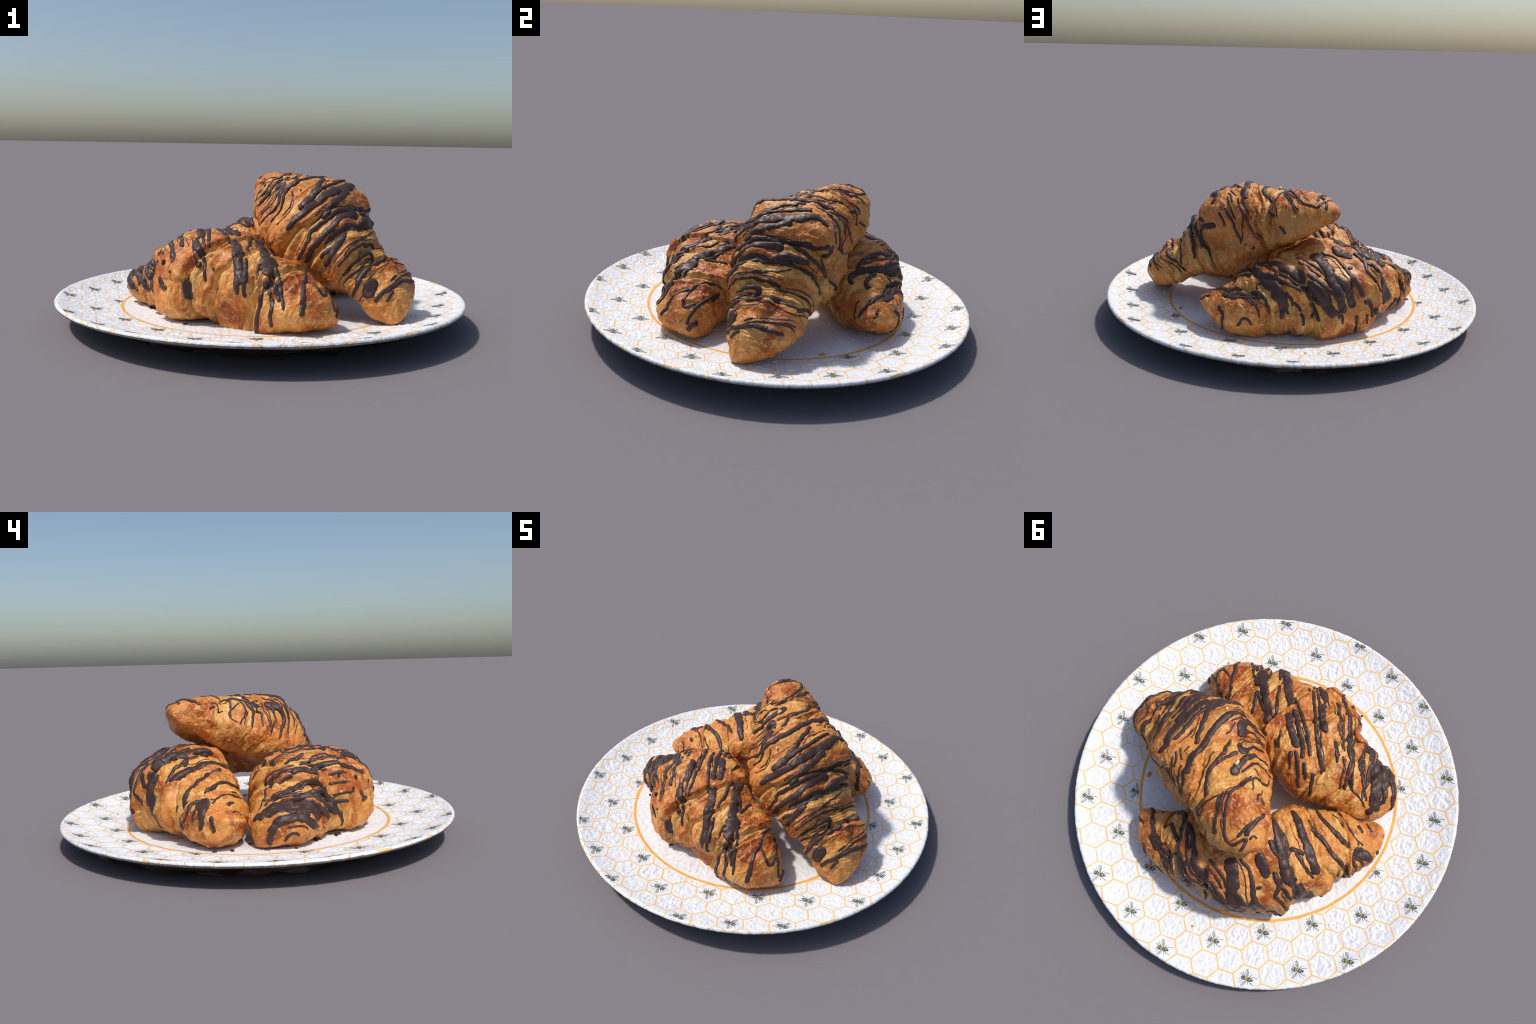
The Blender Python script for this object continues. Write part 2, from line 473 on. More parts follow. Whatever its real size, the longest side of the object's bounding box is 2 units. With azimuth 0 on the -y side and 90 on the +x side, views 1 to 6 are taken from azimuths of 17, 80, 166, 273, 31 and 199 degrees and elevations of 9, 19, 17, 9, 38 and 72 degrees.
class Loft:
    """Croissant body: spine stations + radii of the cross-section at equal angles (0 = side, 90 = up)."""
    NS, NA = 340, 384

    def __init__(self, spine, radii, seams, seed):
        self.seed = seed
        u = np.linspace(0, 1, self.NS)
        self.t = t = 0.5 * (0.5 - 0.5 * np.cos(np.pi * u)) + 0.5 * u
        self.a = a = np.arange(self.NA) * TAU / self.NA
        C = np.array(spine)
        # remove kinks of the spine
        c = spline(C, t)
        T = np.gradient(c, axis=0)
        T /= np.linalg.norm(T, axis=1, keepdims=True)
        S = np.cross(T, [0, 0, 1])
        S /= np.linalg.norm(S, axis=1, keepdims=True)
        U = np.cross(S, T)
        e = np.minimum(t, 1 - t)
        cap = np.maximum(np.where(e < CAP, np.sqrt(np.clip(1 - (1 - e / CAP) ** 2, 0, 1)), 1), 0.02)
        r = ring_spline(spline(np.array(radii), t), a)
        ca, sa = np.cos(a), np.sin(a)
        self.rho = (r * cap[:, None]).mean(1)
        D = self.relief(t[:, None], a[None, :], seams)
        D = D * smoothstep(0, 0.05, e)[:, None]
        r = r * cap[:, None] + D
        r = np.maximum(r, 0.004)
        self.P = c[:, None] + (r * ca)[..., None] * S[:, None] + (r * sa)[..., None] * U[:, None]
        self.c = c
        # smoothed copy for things that lie on the crust
        self.N = self.normals(self.P)
        Q = self.P.copy()
        for _ in range(6):
            Q = 0.5 * Q + 0.25 * (np.roll(Q, 1, 1) + np.roll(Q, -1, 1))
            Q[1:-1] = 0.5 * Q[1:-1] + 0.25 * (Q[:-2] + Q[2:])
        self.Q, self.NQ = Q, self.normals(Q)

    def normals(self, P):
        du = np.gradient(P, axis=0)
        dv = np.roll(P, -1, 1) - np.roll(P, 1, 1)
        n = np.cross(du, dv)
        n /= np.linalg.norm(n, axis=2, keepdims=True) + 1e-12
        out = P - P.mean(1, keepdims=True)
        if (n * out).sum() < 0:
            n = -n
        return n

    def relief(self, t, a, seams):
        L = 1.25
        t, a = np.broadcast_arrays(t, a)
        cyl = self.cyl = np.stack([t * L, self.rho[:, None] * np.cos(a), self.rho[:, None] * np.sin(a)], -1) + self.seed * 3.7
        D = np.zeros(t.shape)
        wob = 0.020 * noise(cyl * 5) + 0.008 * noise(cyl * 16)
        lam = np.zeros(t.shape)
        for k, (edge, upper, h) in enumerate(seams):
            d = -(t - edge(a) - wob) * L * upper          # > 0 on the lower layer
            hh = 2.35 * h * np.clip(0.75 + 0.8 * noise(cyl * np.array([2.0, 3.5, 3.5]) + 9 * k), 0.15, 1.5)
            step = 0.5 + 0.5 * np.tanh(d / 0.0045)
            D += (1 - step) * 0.8 * hh * np.exp(np.minimum(d, 0) / 0.06) - step * hh * np.exp(-np.maximum(d, 0) / 0.045)
            D -= 0.55 * hh * np.exp(-((d - 0.006) / 0.009) ** 2)          # shadowed crease under the edge
            lam += np.exp(-((d - 0.030) / 0.032) ** 2)
        lam = np.clip(lam, 0, 1)
        # exposed laminations: thin parallel ridges beside each seam
        bend = 0.03 * noise(cyl * 3 + 7)
        stretch = np.array([1.0, 0.10, 0.10])
        ridge = 1 - 2 * np.abs(noise((cyl + bend[..., None] * np.array([1, 0, 0])) * 62 * stretch))
        ridge2 = 1 - 2 * np.abs(noise((cyl + bend[..., None] * np.array([1, 0, 0])) * 26 * np.array([1.0, 0.22, 0.22]) + 4))
        D += (0.0006 + 0.0052 * lam) * ridge * 0.8
        D += (0.0030 + 0.0085 * lam) * (ridge2 - 0.3)
        # blisters and lumps of the crust
        D += 0.0075 * noise(cyl * 7.5 + 2) + 0.0068 * noise(cyl * 17 + 6)
        D += 0.0024 * noise(cyl * 36 + 1) + 0.0010 * noise(cyl * 90 + 8)
        # thin flakes lying on one another: terraces with sharp edges
        for k, (f, lo, amp) in enumerate(((11, 0.10, 0.0030), (19, 0.16, 0.0026), (31, 0.22, 0.0020), (24, -0.05, 0.0018))):
            q = noise(cyl * f * np.array([1.3, 0.8, 0.8]) + 30 + 11 * k) + 0.12 * noise(cyl * f * 3 + 5)
            D += amp * smoothstep(lo, lo + 0.05, q)
        # fine creases running round the roll
        for f, amp in ((34, 0.0034), (55, 0.0022)):
            q = np.abs(noise((cyl + bend[..., None] * np.array([1, 0, 0])) * f * np.array([1.0, 0.28, 0.28]) + f))
            D -= amp * np.clip(1 - q / 0.10, 0, 1) ** 1.5 * smoothstep(-0.25, 0.25, noise(cyl * 6 + f))
        # keep the local mean: the stations already carry the broad shape
        k = 55
        low = np.pad(D, ((k, k), (0, 0)), mode="edge")
        low = np.cumsum(np.vstack([np.zeros((1, D.shape[1])), low]), 0)
        low = (low[2 * k + 1:] - low[:-2 * k - 1]) / (2 * k + 1)
        low = sum(np.roll(low, j, 1) for j in range(-24, 25, 8)) / 7
        return D - 0.85 * low - 0.15 * D.mean()

    # -- sampling by (t, angle) --
    def at(self, A, t, a):
        i = np.interp(t, self.t, np.arange(self.NS))
        i0 = np.clip(i.astype(int), 0, self.NS - 2)
        f = (i - i0)[..., None]
        j = (np.asarray(a) / TAU * self.NA) % self.NA
        j0 = j.astype(int) % self.NA
        g = (j - np.floor(j))[..., None]
        j1 = (j0 + 1) % self.NA
        return (A[i0, j0] * (1 - g) + A[i0, j1] * g) * (1 - f) + (A[i0 + 1, j0] * (1 - g) + A[i0 + 1, j1] * g) * f


def crust_material(name, seed, open_layers, toasted_edge=0.0):
    """Baked dough; open_layers = 1 where the sheet's inner layers show as pale, fibrous lines."""
    n = Nodes(name)
    off = (seed * 3.1, seed * 1.7, seed * 2.3)
    v = n.mapping((1, 1, 1), off)
    broad = n.noise(v, 4.2, 3, 0.5)
    mid = n.noise(v, 9, 4, 0.55, 0.5)
    fine = n.noise(v, 85, 4, 0.65)
    streak = n.noise(n.mapping((1, 0.14, 0.14), off), 80, 3, 0.6, 0.35)
    streak2 = n.noise(n.mapping((1, 0.24, 0.24), off), 28, 3, 0.6, 0.6)
    pale, gold = srgb(224, 180, 106), srgb(212, 146, 74)
    amber, toast, dark = srgb(198, 114, 44), srgb(154, 68, 20), srgb(92, 42, 18)
    w = 0.22 + 0.75 * open_layers
    col = n.mix(n.range(mid, 0.36, 0.64), gold, amber)
    if open_layers < 0.9:
        col = n.mix(n.math("MULTIPLY", n.range(broad, 0.46, 0.64), 0.8 - 0.5 * open_layers), col, amber)
    if open_layers > 0.2:
        col = n.mix(0.42 * open_layers, col, srgb(210, 156, 78))
    col = n.mix(n.math("MULTIPLY", n.range(streak2, 0.48, 0.64), 0.75 * w), col, pale)
    col = n.mix(n.math("MULTIPLY", n.range(streak, 0.52, 0.66), 0.85 * w), col, srgb(228, 184, 104))
    col = n.mix(n.math("MULTIPLY", n.range(streak, 0.44, 0.34), 0.55 * open_layers), col, srgb(164, 92, 32))
    toasted = n.math("MULTIPLY_ADD", fine, 0.18, n.math("MULTIPLY", n.noise(v, 6.5, 3, 0.5, 0.4), 0.90))
    col = n.mix(n.math("MULTIPLY", n.range(toasted, 0.55, 0.67), 0.92 - 0.6 * open_layers), col, toast)
    col = n.mix(n.math("MULTIPLY", n.range(n.noise(v, 10, 5, 0.65), 0.58, 0.72), 0.75 - 0.5 * open_layers), col, dark)
    if toasted_edge:
        col = n.mix(n.range(n.noise(v, 13, 3, 0.5), 0.35, 0.60, 0.15, toasted_edge), col, srgb(166, 76, 20))
    # brittle pale flakes
    col = n.mix(n.math("MULTIPLY", n.range(n.noise(v, 48, 4, 0.6, 0.8), 0.55, 0.61), 0.46), col, srgb(234, 196, 122))
    h = n.math("ADD", n.math("MULTIPLY", fine, 0.7), n.math("MULTIPLY", streak, 0.15 + 0.7 * open_layers))
    b = n.bump(h, 0.6, 0.004)
    return n.done(col, n.range(mid, 0.3, 0.7, 0.40, 0.58), b, 0.42)


def chocolate_material(name, dark, edge):
    n = Nodes(name)
    f = n.noise(n.obj, 26, 3)
    g = n.noise(n.obj, 300, 2)
    col = n.mix(n.range(f, 0.35, 0.65), dark, edge)
    col = n.mix(n.math("MULTIPLY", n.range(g, 0.64, 0.72), 0.35), col, srgb(120, 100, 92))
    return n.done(col, 0.44, n.bump(g, 0.2, 0.0015), 0.32)


def strand_mesh(loft, path, widths, height, seed):
    """A bead of chocolate lying on the crust along a path of (t, angle in degrees) points."""
    path = np.array(path, float)
    path[:, 1] = np.radians(path[:, 1])
    w = np.interp(np.linspace(0, 1, len(path)), np.linspace(0, 1, len(widths)), widths)
    p3 = loft.at(loft.Q, path[:, 0], path[:, 1])
    seg = np.linalg.norm(np.diff(p3, axis=0), axis=1)
    length = seg.sum()
    k = max(8, int(length / 0.0042))
    u = np.linspace(0, 1, k)
    ctrl = spline(np.column_stack([path, w]), np.interp(u * length, np.r_[0, np.cumsum(seg)], np.linspace(0, 1, len(path))))
    rs = np.random.default_rng(seed)
    q = np.stack([u * length * 30, np.full(k, seed * 1.37), np.zeros(k)], -1)
    t = np.clip(ctrl[:, 0] + 0.0022 * noise(q) + 0.0012 * noise(q * 2.3 + 5), 0.004, 0.996)
    a = ctrl[:, 1] + 0.010 * noise(q + 9)
    half = ctrl[:, 2] / 2 * (1 + 0.20 * noise(q * 0.8 + 3) + 0.13 * noise(q * 2.6 + 8))
    dist = np.minimum(u, 1 - u) * length
    half = half * np.sqrt(np.clip(1 - (1 - np.clip(dist / np.maximum(half, 1e-4), 0, 1)) ** 2, 0.0004, 1))
    # local metric of the surface
    eps = 0.004
    Pt = (loft.at(loft.Q, np.clip(t + eps, 0, 1), a) - loft.at(loft.Q, np.clip(t - eps, 0, 1), a)) / (2 * eps)
    Pa = (loft.at(loft.Q, t, a + 0.03) - loft.at(loft.Q, t, a - 0.03)) / 0.06
    c = loft.at(loft.Q, t, a)
    N = loft.at(loft.NQ, t, a)
    N /= np.linalg.norm(N, axis=1, keepdims=True)
    d = np.gradient(c, axis=0)
    d /= np.linalg.norm(d, axis=1, keepdims=True) + 1e-9
    side = np.cross(N, d)
    # side direction in (t, angle)
    G = np.stack([np.stack([(Pt * Pt).sum(1), (Pt * Pa).sum(1)], -1), np.stack([(Pt * Pa).sum(1), (Pa * Pa).sum(1)], -1)], -2)
    rhs = np.stack([(Pt * side).sum(1), (Pa * side).sum(1)], -1)
    G += np.eye(2) * 1e-5
    st = np.linalg.solve(G, rhs[..., None])[..., 0]
    prof = np.cos(np.linspace(math.pi, 0, 11))
    verts = []
    hgt = np.minimum(height, 0.95 * half) * (1 + 0.3 * noise(q * 1.3 + 13))
    for x in prof:
        off = (x * half)[:, None] * st
        tt, aa = np.clip(t + off[:, 0], 0.002, 0.998), a + off[:, 1]
        base = loft.at(loft.Q, tt, aa)
        raw = loft.at(loft.P, tt, aa)
        nn = loft.at(loft.NQ, tt, aa)
        nn /= np.linalg.norm(nn, axis=1, keepdims=True)
        proud = np.maximum(0, ((raw - base) * nn).sum(1)) * 0.75
        lift = hgt * max(0.0, 1 - abs(x) ** 3) ** 0.6 + proud - 0.0010
        verts.append(base + nn * lift[:, None])
    for x in (0.8, -0.8):
        verts.append(c + side * (x * half)[:, None] - N * 0.006)
    V = np.stack(verts, 1)                          # (k, m, 3)
    m = V.shape[1]
    F = []
    idx = np.arange(k * m).reshape(k, m)
    for x in range(m):
        y = (x + 1) % m
        F.append(np.stack([idx[:-1, x], idx[1:, x], idx[1:, y], idx[:-1, y]], -1))
    F = np.concatenate(F).tolist()
    F.append(idx[0].tolist())
    F.append(idx[-1][::-1].tolist())
    return V.reshape(-1, 3), F


def build_croissant(spec, seed):
    loft = Loft(spec["spine"], spec["radii"], spec["seams"], seed)
    P = loft.P
    # frame: origin at the base below the middle, x along the roll
    ends = loft.c[-1] - loft.c[0]
    xa = ends / np.linalg.norm(ends)
    ya = np.cross([0, 0, 1], xa)
    ya /= np.linalg.norm(ya)
    za = np.cross(xa, ya)
    R = np.stack([xa, ya, za], 1)
    org = np.array([*P.mean((0, 1))[:2], P[..., 2].min()])
    M = Matrix([[*R[i], org[i]] for i in range(3)] + [[0, 0, 0, 1]])
    root = empty("croissant", M, spec["label"], "pastry")
    local = lambda X: (np.asarray(X) - org) @ R
    leftovers = []

    NS, NA = loft.NS, loft.NA
    V = local(P.reshape(-1, 3))
    NV = (loft.N.reshape(-1, 3)) @ R
    V = np.vstack([V, local(loft.c[0] + (P[0].mean(0) - loft.c[0])), local(P[-1].mean(0))])
    NV = np.vstack([NV, -np.eye(3)[0], np.eye(3)[0]])
    j = np.arange(NA)
    jn = (j + 1) % NA
    i = np.arange(NS - 1)[:, None]
    quads = np.stack([i * NA + j, i * NA + jn, (i + 1) * NA + jn, (i + 1) * NA + j], -1)
    # orientation
    A = V[quads[150, :, :]]
    fn = np.cross(A[:, 1] - A[:, 0], A[:, 2] - A[:, 0])
    flip = (fn * NV[quads[150, :, 0]]).sum() < 0
    # bands of dough between the seams
    cyl = loft.cyl
    wob = 0.020 * noise(cyl * 5) + 0.008 * noise(cyl * 16)
    band = np.zeros((NS, NA), int)
    zone = np.zeros((NS, NA), int)                      # 0 browned crust, 1 and 2 freshly opened layers below a seam
    rag = 0.012 * noise(cyl * np.array([24, 12, 12]) + 3) + 0.02 * noise(cyl * 7 + 21)
    for edge, upper, h in spec["seams"]:
        d = loft.t[:, None] - edge(loft.a[None]) - wob
        band += (d > 0).astype(int)
        low = -d * 1.25 * upper
        zone = np.where((low <= 0.0) & (low + 1.3 * rag > -0.035) & (zone == 0), 3, zone)
        zone = np.where((low > 0.0) & (low + rag < 0.065) & (zone != 2), 1, zone)
        zone = np.where((low > 0.0) & (low + rag < 0.030), 2, zone)
    crusts = [crust_material("browned_crust", seed, 0.0), crust_material("golden_crust", seed, 0.5), crust_material("open_layers", seed, 1.0),
              crust_material("toasted_edge", seed, 0.0, 0.55)]
    names = ["dough_fold", "dough_fold", "layered_edge", "toasted_edge"]
    for b in range(len(spec["seams"]) + 1):
        for z in range(4):
            q = quads[(band[:-1] == b) & (zone[:-1] == z)].tolist()
            for k in range(NA):
                if band[0, k] == b and zone[0, k] == z:
                    q.append([NS * NA, (k + 1) % NA, k])
                if band[-1, k] == b and zone[-1, k] == z:
                    q.append([NS * NA + 1, (NS - 1) * NA + k, (NS - 1) * NA + (k + 1) % NA])
            if len(q) < 12:
                if q:
                    leftovers += q
                continue
            faces = [f[::-1] if flip else f for f in q]
            if b == 0 and z == 0 or leftovers:
                faces += [f[::-1] if flip else f for f in leftovers]
                leftovers = []
            used = np.unique(np.concatenate([np.array(f) for f in faces]))
            remap = np.full(len(V), -1)
            remap[used] = np.arange(len(used))
            ob = add_mesh(names[z], V[used], [[int(remap[v]) for v in f] for f in faces], crusts[z], root)
            ob.data.normals_split_custom_set_from_vertices(NV[used].tolist())
    thick = chocolate_material("dark_chocolate", srgb(60, 45, 42), srgb(74, 52, 46))
    thin = chocolate_material("thin_chocolate", srgb(72, 40, 34), srgb(94, 48, 38))
    # finer threads that fell beside the long strands in the same pass
    pr = np.random.default_rng(seed + 40)
    threads = []
    for path, widths in spec["drizzle"]:
        if len(path) >= 5 and pr.random() < spec["threads"]:
            i0 = int(pr.integers(0, 2))
            shift = pr.choice([-1, 1]) * (0.6 * max(widths) + pr.uniform(0.006, 0.013)) / 1.25
            part = [(t + shift + pr.normal() * 0.0015, a + pr.normal() * 1.5) for t, a in path[i0:len(path) - int(pr.integers(0, 2))]]
            if all(0.03 < t < 0.97 for t, a in part):
                threads.append((part, [pr.uniform(0.004, 0.0075), pr.uniform(0.005, 0.009), 0.004]))
    for k, (path, widths) in enumerate(spec["drizzle"] + threads):
        big = max(widths)
        Vs, Fs = strand_mesh(loft, path, widths, min(0.0090, 0.0028 + 0.18 * big), seed * 100 + k)
        add_mesh("chocolate_strand", local(Vs), Fs, thick if big > 0.0085 else thin, root)
    return loft, root, local


def chunk(name, size, at, material, parent, seed, flat=1.0):
    """A small broken piece: a lumpy rounded block."""
    g = np.random.default_rng(seed)
    n_u, n_v = 10, 14
    V = []
    for i in range(n_u):
        th = math.pi * (i + 0.5) / n_u
        for k in range(n_v):
            ph = TAU * k / n_v
            d = np.array([math.sin(th) * math.cos(ph), math.sin(th) * math.sin(ph), math.cos(th)])
            V.append(np.sign(d) * np.abs(d) ** 0.7)
    V = np.array(V)
    V = V * (1 + 0.35 * noise(V * 1.6 + seed * 3.3))[:, None] * np.array(size) / 2
    a = g.uniform(0, TAU)
    c, s = math.cos(a), math.sin(a)
    V = V @ np.array([[c, s, 0], [-s, c, 0], [0, 0, flat]])
    F = [[i * n_v + k, (i + 1) * n_v + k, (i + 1) * n_v + (k + 1) % n_v, i * n_v + (k + 1) % n_v] for i in range(n_u - 1) for k in range(n_v)]
    F += [list(range(n_v)), list(range((n_u - 1) * n_v, n_u * n_v))[::-1]]
    return add_mesh(name, V + np.array(at), F, material, parent)


CROISSANTS = []
CROISSANTS.append(dict(
    label="golden croissant with heavy dark chocolate drizzle leaning on others",
    # spine stations from tip to tip (metres)
    spine=[
        (0.714, -0.316, 0.100),
        (0.660, -0.264, 0.152),
        (0.608, -0.213, 0.203),
        (0.553, -0.164, 0.251),
        (0.492, -0.119, 0.297),
        (0.434, -0.072, 0.344),
        (0.369, -0.021, 0.385),
        (0.306, 0.026, 0.430),
        (0.242, 0.075, 0.465),
        (0.178, 0.128, 0.502),
        (0.114, 0.180, 0.537),
        (0.055, 0.234, 0.563),
        (-0.005, 0.289, 0.592),
        (-0.067, 0.348, 0.617),
        (-0.127, 0.409, 0.635)],
    # radii of the cross-section at each station, every 22.5 degrees from the right side upwards
    radii=[
        (0.082, 0.107, 0.109, 0.082, 0.066, 0.053, 0.046, 0.049, 0.048, 0.050, 0.058, 0.050, 0.038, 0.037, 0.053, 0.086),
        (0.137, 0.150, 0.126, 0.105, 0.091, 0.081, 0.079, 0.087, 0.088, 0.087, 0.069, 0.061, 0.051, 0.050, 0.063, 0.120),
        (0.186, 0.183, 0.138, 0.133, 0.110, 0.110, 0.117, 0.126, 0.124, 0.076, 0.048, 0.071, 0.065, 0.067, 0.092, 0.168),
        (0.183, 0.194, 0.146, 0.148, 0.124, 0.145, 0.164, 0.163, 0.163, 0.120, 0.072, 0.087, 0.079, 0.085, 0.116, 0.193),
        (0.191, 0.179, 0.144, 0.143, 0.151, 0.182, 0.206, 0.215, 0.204, 0.187, 0.142, 0.106, 0.092, 0.101, 0.132, 0.186),
        (0.199, 0.191, 0.179, 0.186, 0.168, 0.212, 0.230, 0.241, 0.244, 0.229, 0.175, 0.121, 0.100, 0.112, 0.157, 0.205),
        (0.205, 0.201, 0.218, 0.196, 0.224, 0.253, 0.271, 0.276, 0.284, 0.261, 0.188, 0.126, 0.102, 0.127, 0.194, 0.232),
        (0.170, 0.207, 0.264, 0.261, 0.260, 0.272, 0.284, 0.290, 0.304, 0.277, 0.181, 0.122, 0.098, 0.125, 0.221, 0.236),
        (0.171, 0.200, 0.251, 0.259, 0.245, 0.271, 0.302, 0.267, 0.291, 0.267, 0.188, 0.141, 0.119, 0.120, 0.201, 0.232),
        (0.183, 0.206, 0.210, 0.213, 0.214, 0.218, 0.232, 0.236, 0.251, 0.233, 0.181, 0.140, 0.122, 0.123, 0.164, 0.200),
        (0.187, 0.199, 0.191, 0.181, 0.179, 0.184, 0.204, 0.200, 0.219, 0.205, 0.177, 0.136, 0.121, 0.118, 0.164, 0.204),
        (0.173, 0.180, 0.166, 0.159, 0.147, 0.143, 0.170, 0.166, 0.188, 0.163, 0.149, 0.115, 0.101, 0.096, 0.143, 0.199),
        (0.172, 0.163, 0.139, 0.127, 0.119, 0.121, 0.117, 0.119, 0.124, 0.122, 0.112, 0.083, 0.074, 0.081, 0.121, 0.194),
        (0.163, 0.151, 0.115, 0.098, 0.089, 0.087, 0.092, 0.090, 0.083, 0.082, 0.082, 0.068, 0.062, 0.068, 0.094, 0.141),
        (0.129, 0.141, 0.106, 0.084, 0.066, 0.053, 0.041, 0.037, 0.029, 0.040, 0.060, 0.061, 0.053, 0.056, 0.069, 0.088)],
    # edges of the rolled-up dough sheet: (angle, place along the roll), side of the upper layer, step height
    seams=[
        seam([(18, 0.232), (94, 0.21), (160, 0.163), (286, 0.184)], -1, 0.007),
        seam([(16, 0.302), (62, 0.284), (106, 0.261), (160, 0.232), (272, 0.238)], 1, 0.008),
        seam([(20, 0.388), (74, 0.35), (126, 0.332), (166, 0.344), (260, 0.369)], 1, 0.009),
        seam([(14, 0.439), (42, 0.458), (88, 0.426), (130, 0.407), (162, 0.458), (242, 0.432), (330, 0.426)], 1, 0.012),
        seam([(30, 0.704), (50, 0.704), (90, 0.643), (130, 0.656), (180, 0.698), (278, 0.692), (354, 0.674)], -1, 0.009),
        seam([(2, 0.762), (56, 0.768), (104, 0.8), (138, 0.832), (164, 0.846), (290, 0.806)], 1, 0.006)],
    threads=0.45,
    # chocolate: path of (place along the roll, angle), widths along it in millimetres
    drizzle=[
    strand([(0.660, 53), (0.642, 65), (0.633, 79), (0.625, 89), (0.615, 98), (0.596, 108), (0.579, 120), (0.567, 130), (0.567, 129), (0.565, 140), (0.551, 148), (0.543, 156), (0.557, 171)], [25, 22, 25, 16, 6]),
    strand([(0.750, 107), (0.732, 113), (0.721, 124), (0.711, 137), (0.710, 140), (0.702, 151), (0.708, 165), (0.713, 176)], [34, 29, 22, 15, 9]),
    strand([(0.639, 132), (0.620, 140), (0.611, 137), (0.600, 141), (0.578, 148), (0.570, 156), (0.586, 167), (0.599, 180)], [30, 42, 26, 16, 7]),
    strand([(0.656, 134), (0.684, 134), (0.685, 138), (0.678, 143), (0.670, 154), (0.673, 172)], [30, 40, 21, 11, 6]),
    strand([(0.749, 136), (0.792, 150), (0.802, 165), (0.771, 173)], [6]),
    strand([(0.609, 84), (0.526, 110), (0.508, 119), (0.496, 127), (0.488, 136), (0.488, 144)], [17, 18, 26, 29, 19]),
    strand([(0.546, 70), (0.534, 82), (0.520, 94), (0.528, 86), (0.510, 104), (0.503, 116), (0.496, 125), (0.488, 136), (0.483, 145)], [13, 15, 14, 28, 19]),
    strand([(0.518, 49), (0.530, 59), (0.516, 69), (0.504, 82), (0.490, 100), (0.477, 116), (0.469, 129), (0.466, 140), (0.467, 150), (0.465, 159), (0.464, 165)], [11, 40, 31, 27, 12]),
    strand([(0.492, 83), (0.466, 98), (0.439, 110), (0.413, 119), (0.397, 129), (0.389, 133)], [29, 26, 22, 19, 18]),
    strand([(0.440, 120), (0.423, 129), (0.415, 137)], [7]),
    strand([(0.481, 34), (0.451, 50), (0.446, 63), (0.426, 78)], [14, 19, 21, 17]),
    strand([(0.416, 59), (0.422, 76), (0.406, 97), (0.393, 111), (0.385, 124), (0.384, 135), (0.385, 144), (0.383, 152), (0.372, 159), (0.368, 171), (0.369, 182)], [13, 16, 16, 15, 12]),
    strand([(0.378, 87), (0.395, 87), (0.381, 103), (0.368, 118), (0.357, 129), (0.355, 139), (0.350, 149), (0.349, 161), (0.345, 173), (0.347, 182)], [33, 27, 23, 23, 14]),
    strand([(0.364, -5), (0.374, 16), (0.368, 40), (0.358, 63), (0.358, 87), (0.392, 44), (0.359, 83), (0.338, 113), (0.331, 128), (0.330, 139), (0.328, 148), (0.319, 153)], [10, 22, 23, 37, 10]),
    strand([(0.318, 124), (0.301, 137), (0.288, 148), (0.280, 157), (0.278, 169)], [27, 25, 20, 18, 18]),
    strand([(0.298, 146), (0.302, 156), (0.302, 164)], [16, 14, 10]),
    strand([(0.289, 56), (0.284, 79), (0.274, 106), (0.263, 123), (0.255, 137), (0.250, 147), (0.245, 160)], [10, 11, 11, 9, 7]),
    strand([(0.213, 97), (0.245, 95), (0.242, 112), (0.231, 128), (0.227, 140), (0.227, 153), (0.222, 167)], [18, 19, 12, 10, 8]),
    strand([(0.223, 106), (0.211, 122), (0.198, 137), (0.199, 155), (0.196, 172)], [9]),
    strand([(0.284, -15), (0.268, 2), (0.236, 17), (0.227, 33), (0.228, 53), (0.218, 74), (0.208, 77), (0.196, 103), (0.177, 127), (0.165, 142), (0.148, 155), (0.140, 173), (0.143, 185)], [8, 18, 23, 20, 5]),
    strand([(0.142, 118), (0.122, 139), (0.102, 161)], [27, 47, 27]),
    strand([(0.136, 16), (0.124, 31), (0.115, 51), (0.124, 38), (0.103, 74), (0.094, 98), (0.088, 122), (0.077, 153)], [14, 16, 17, 18, 13]),
    strand([(0.085, 86), (0.071, 103), (0.059, 122)], [12, 12, 9]),
    strand([(0.190, 4), (0.167, 25), (0.149, 40), (0.161, 26), (0.125, 64), (0.104, 86)], [5, 6, 7, 7, 6]),
    strand([(0.136, 69), (0.117, 88)], [7]),
    strand([(0.350, 56), (0.329, 70), (0.312, 93), (0.284, 110), (0.323, 81), (0.287, 108), (0.268, 128), (0.255, 144)], [6, 7, 7, 6, 5]),
    strand([(0.278, 69), (0.280, 84), (0.274, 100), (0.270, 112)], [11, 12, 11, 7]),
    strand([(0.419, 7), (0.417, 23), (0.406, 41), (0.414, 54), (0.421, 62)], [11, 15, 16, 13, 11]),
    strand([(0.285, -2), (0.297, 12), (0.285, 31), (0.277, 48), (0.258, 68)], [11, 8, 7, 7, 7]),
    strand([(0.643, 123), (0.658, 116), (0.677, 109), (0.693, 94), (0.703, 77), (0.718, 65), (0.740, 55), (0.757, 45)], [12, 13, 14, 14, 12]),
    strand([(0.689, 126), (0.693, 112), (0.698, 98), (0.699, 87)], [13, 12, 11, 9]),
    strand([(0.721, 156), (0.741, 133), (0.748, 119)], [9]),
    strand([(0.782, 130), (0.790, 121), (0.796, 107), (0.809, 87), (0.802, 70), (0.828, 52), (0.862, 28), (0.875, 13)], [7, 9, 8, 8, 6]),
    strand([(0.795, 147), (0.792, 126), (0.800, 109), (0.811, 89), (0.838, 71), (0.866, 52), (0.897, 34), (0.933, 25), (0.954, 24), (0.958, 37), (0.957, 55)], [8, 10, 11, 12, 10]),
    strand([(0.920, 123), (0.932, 99), (0.944, 74), (0.955, 60)], [16, 17, 17, 19]),
    strand([(0.958, 57), (0.976, 33), (0.979, 14)], [12]),
    strand([(0.967, 58), (0.962, 82), (0.974, 88)], [7]),
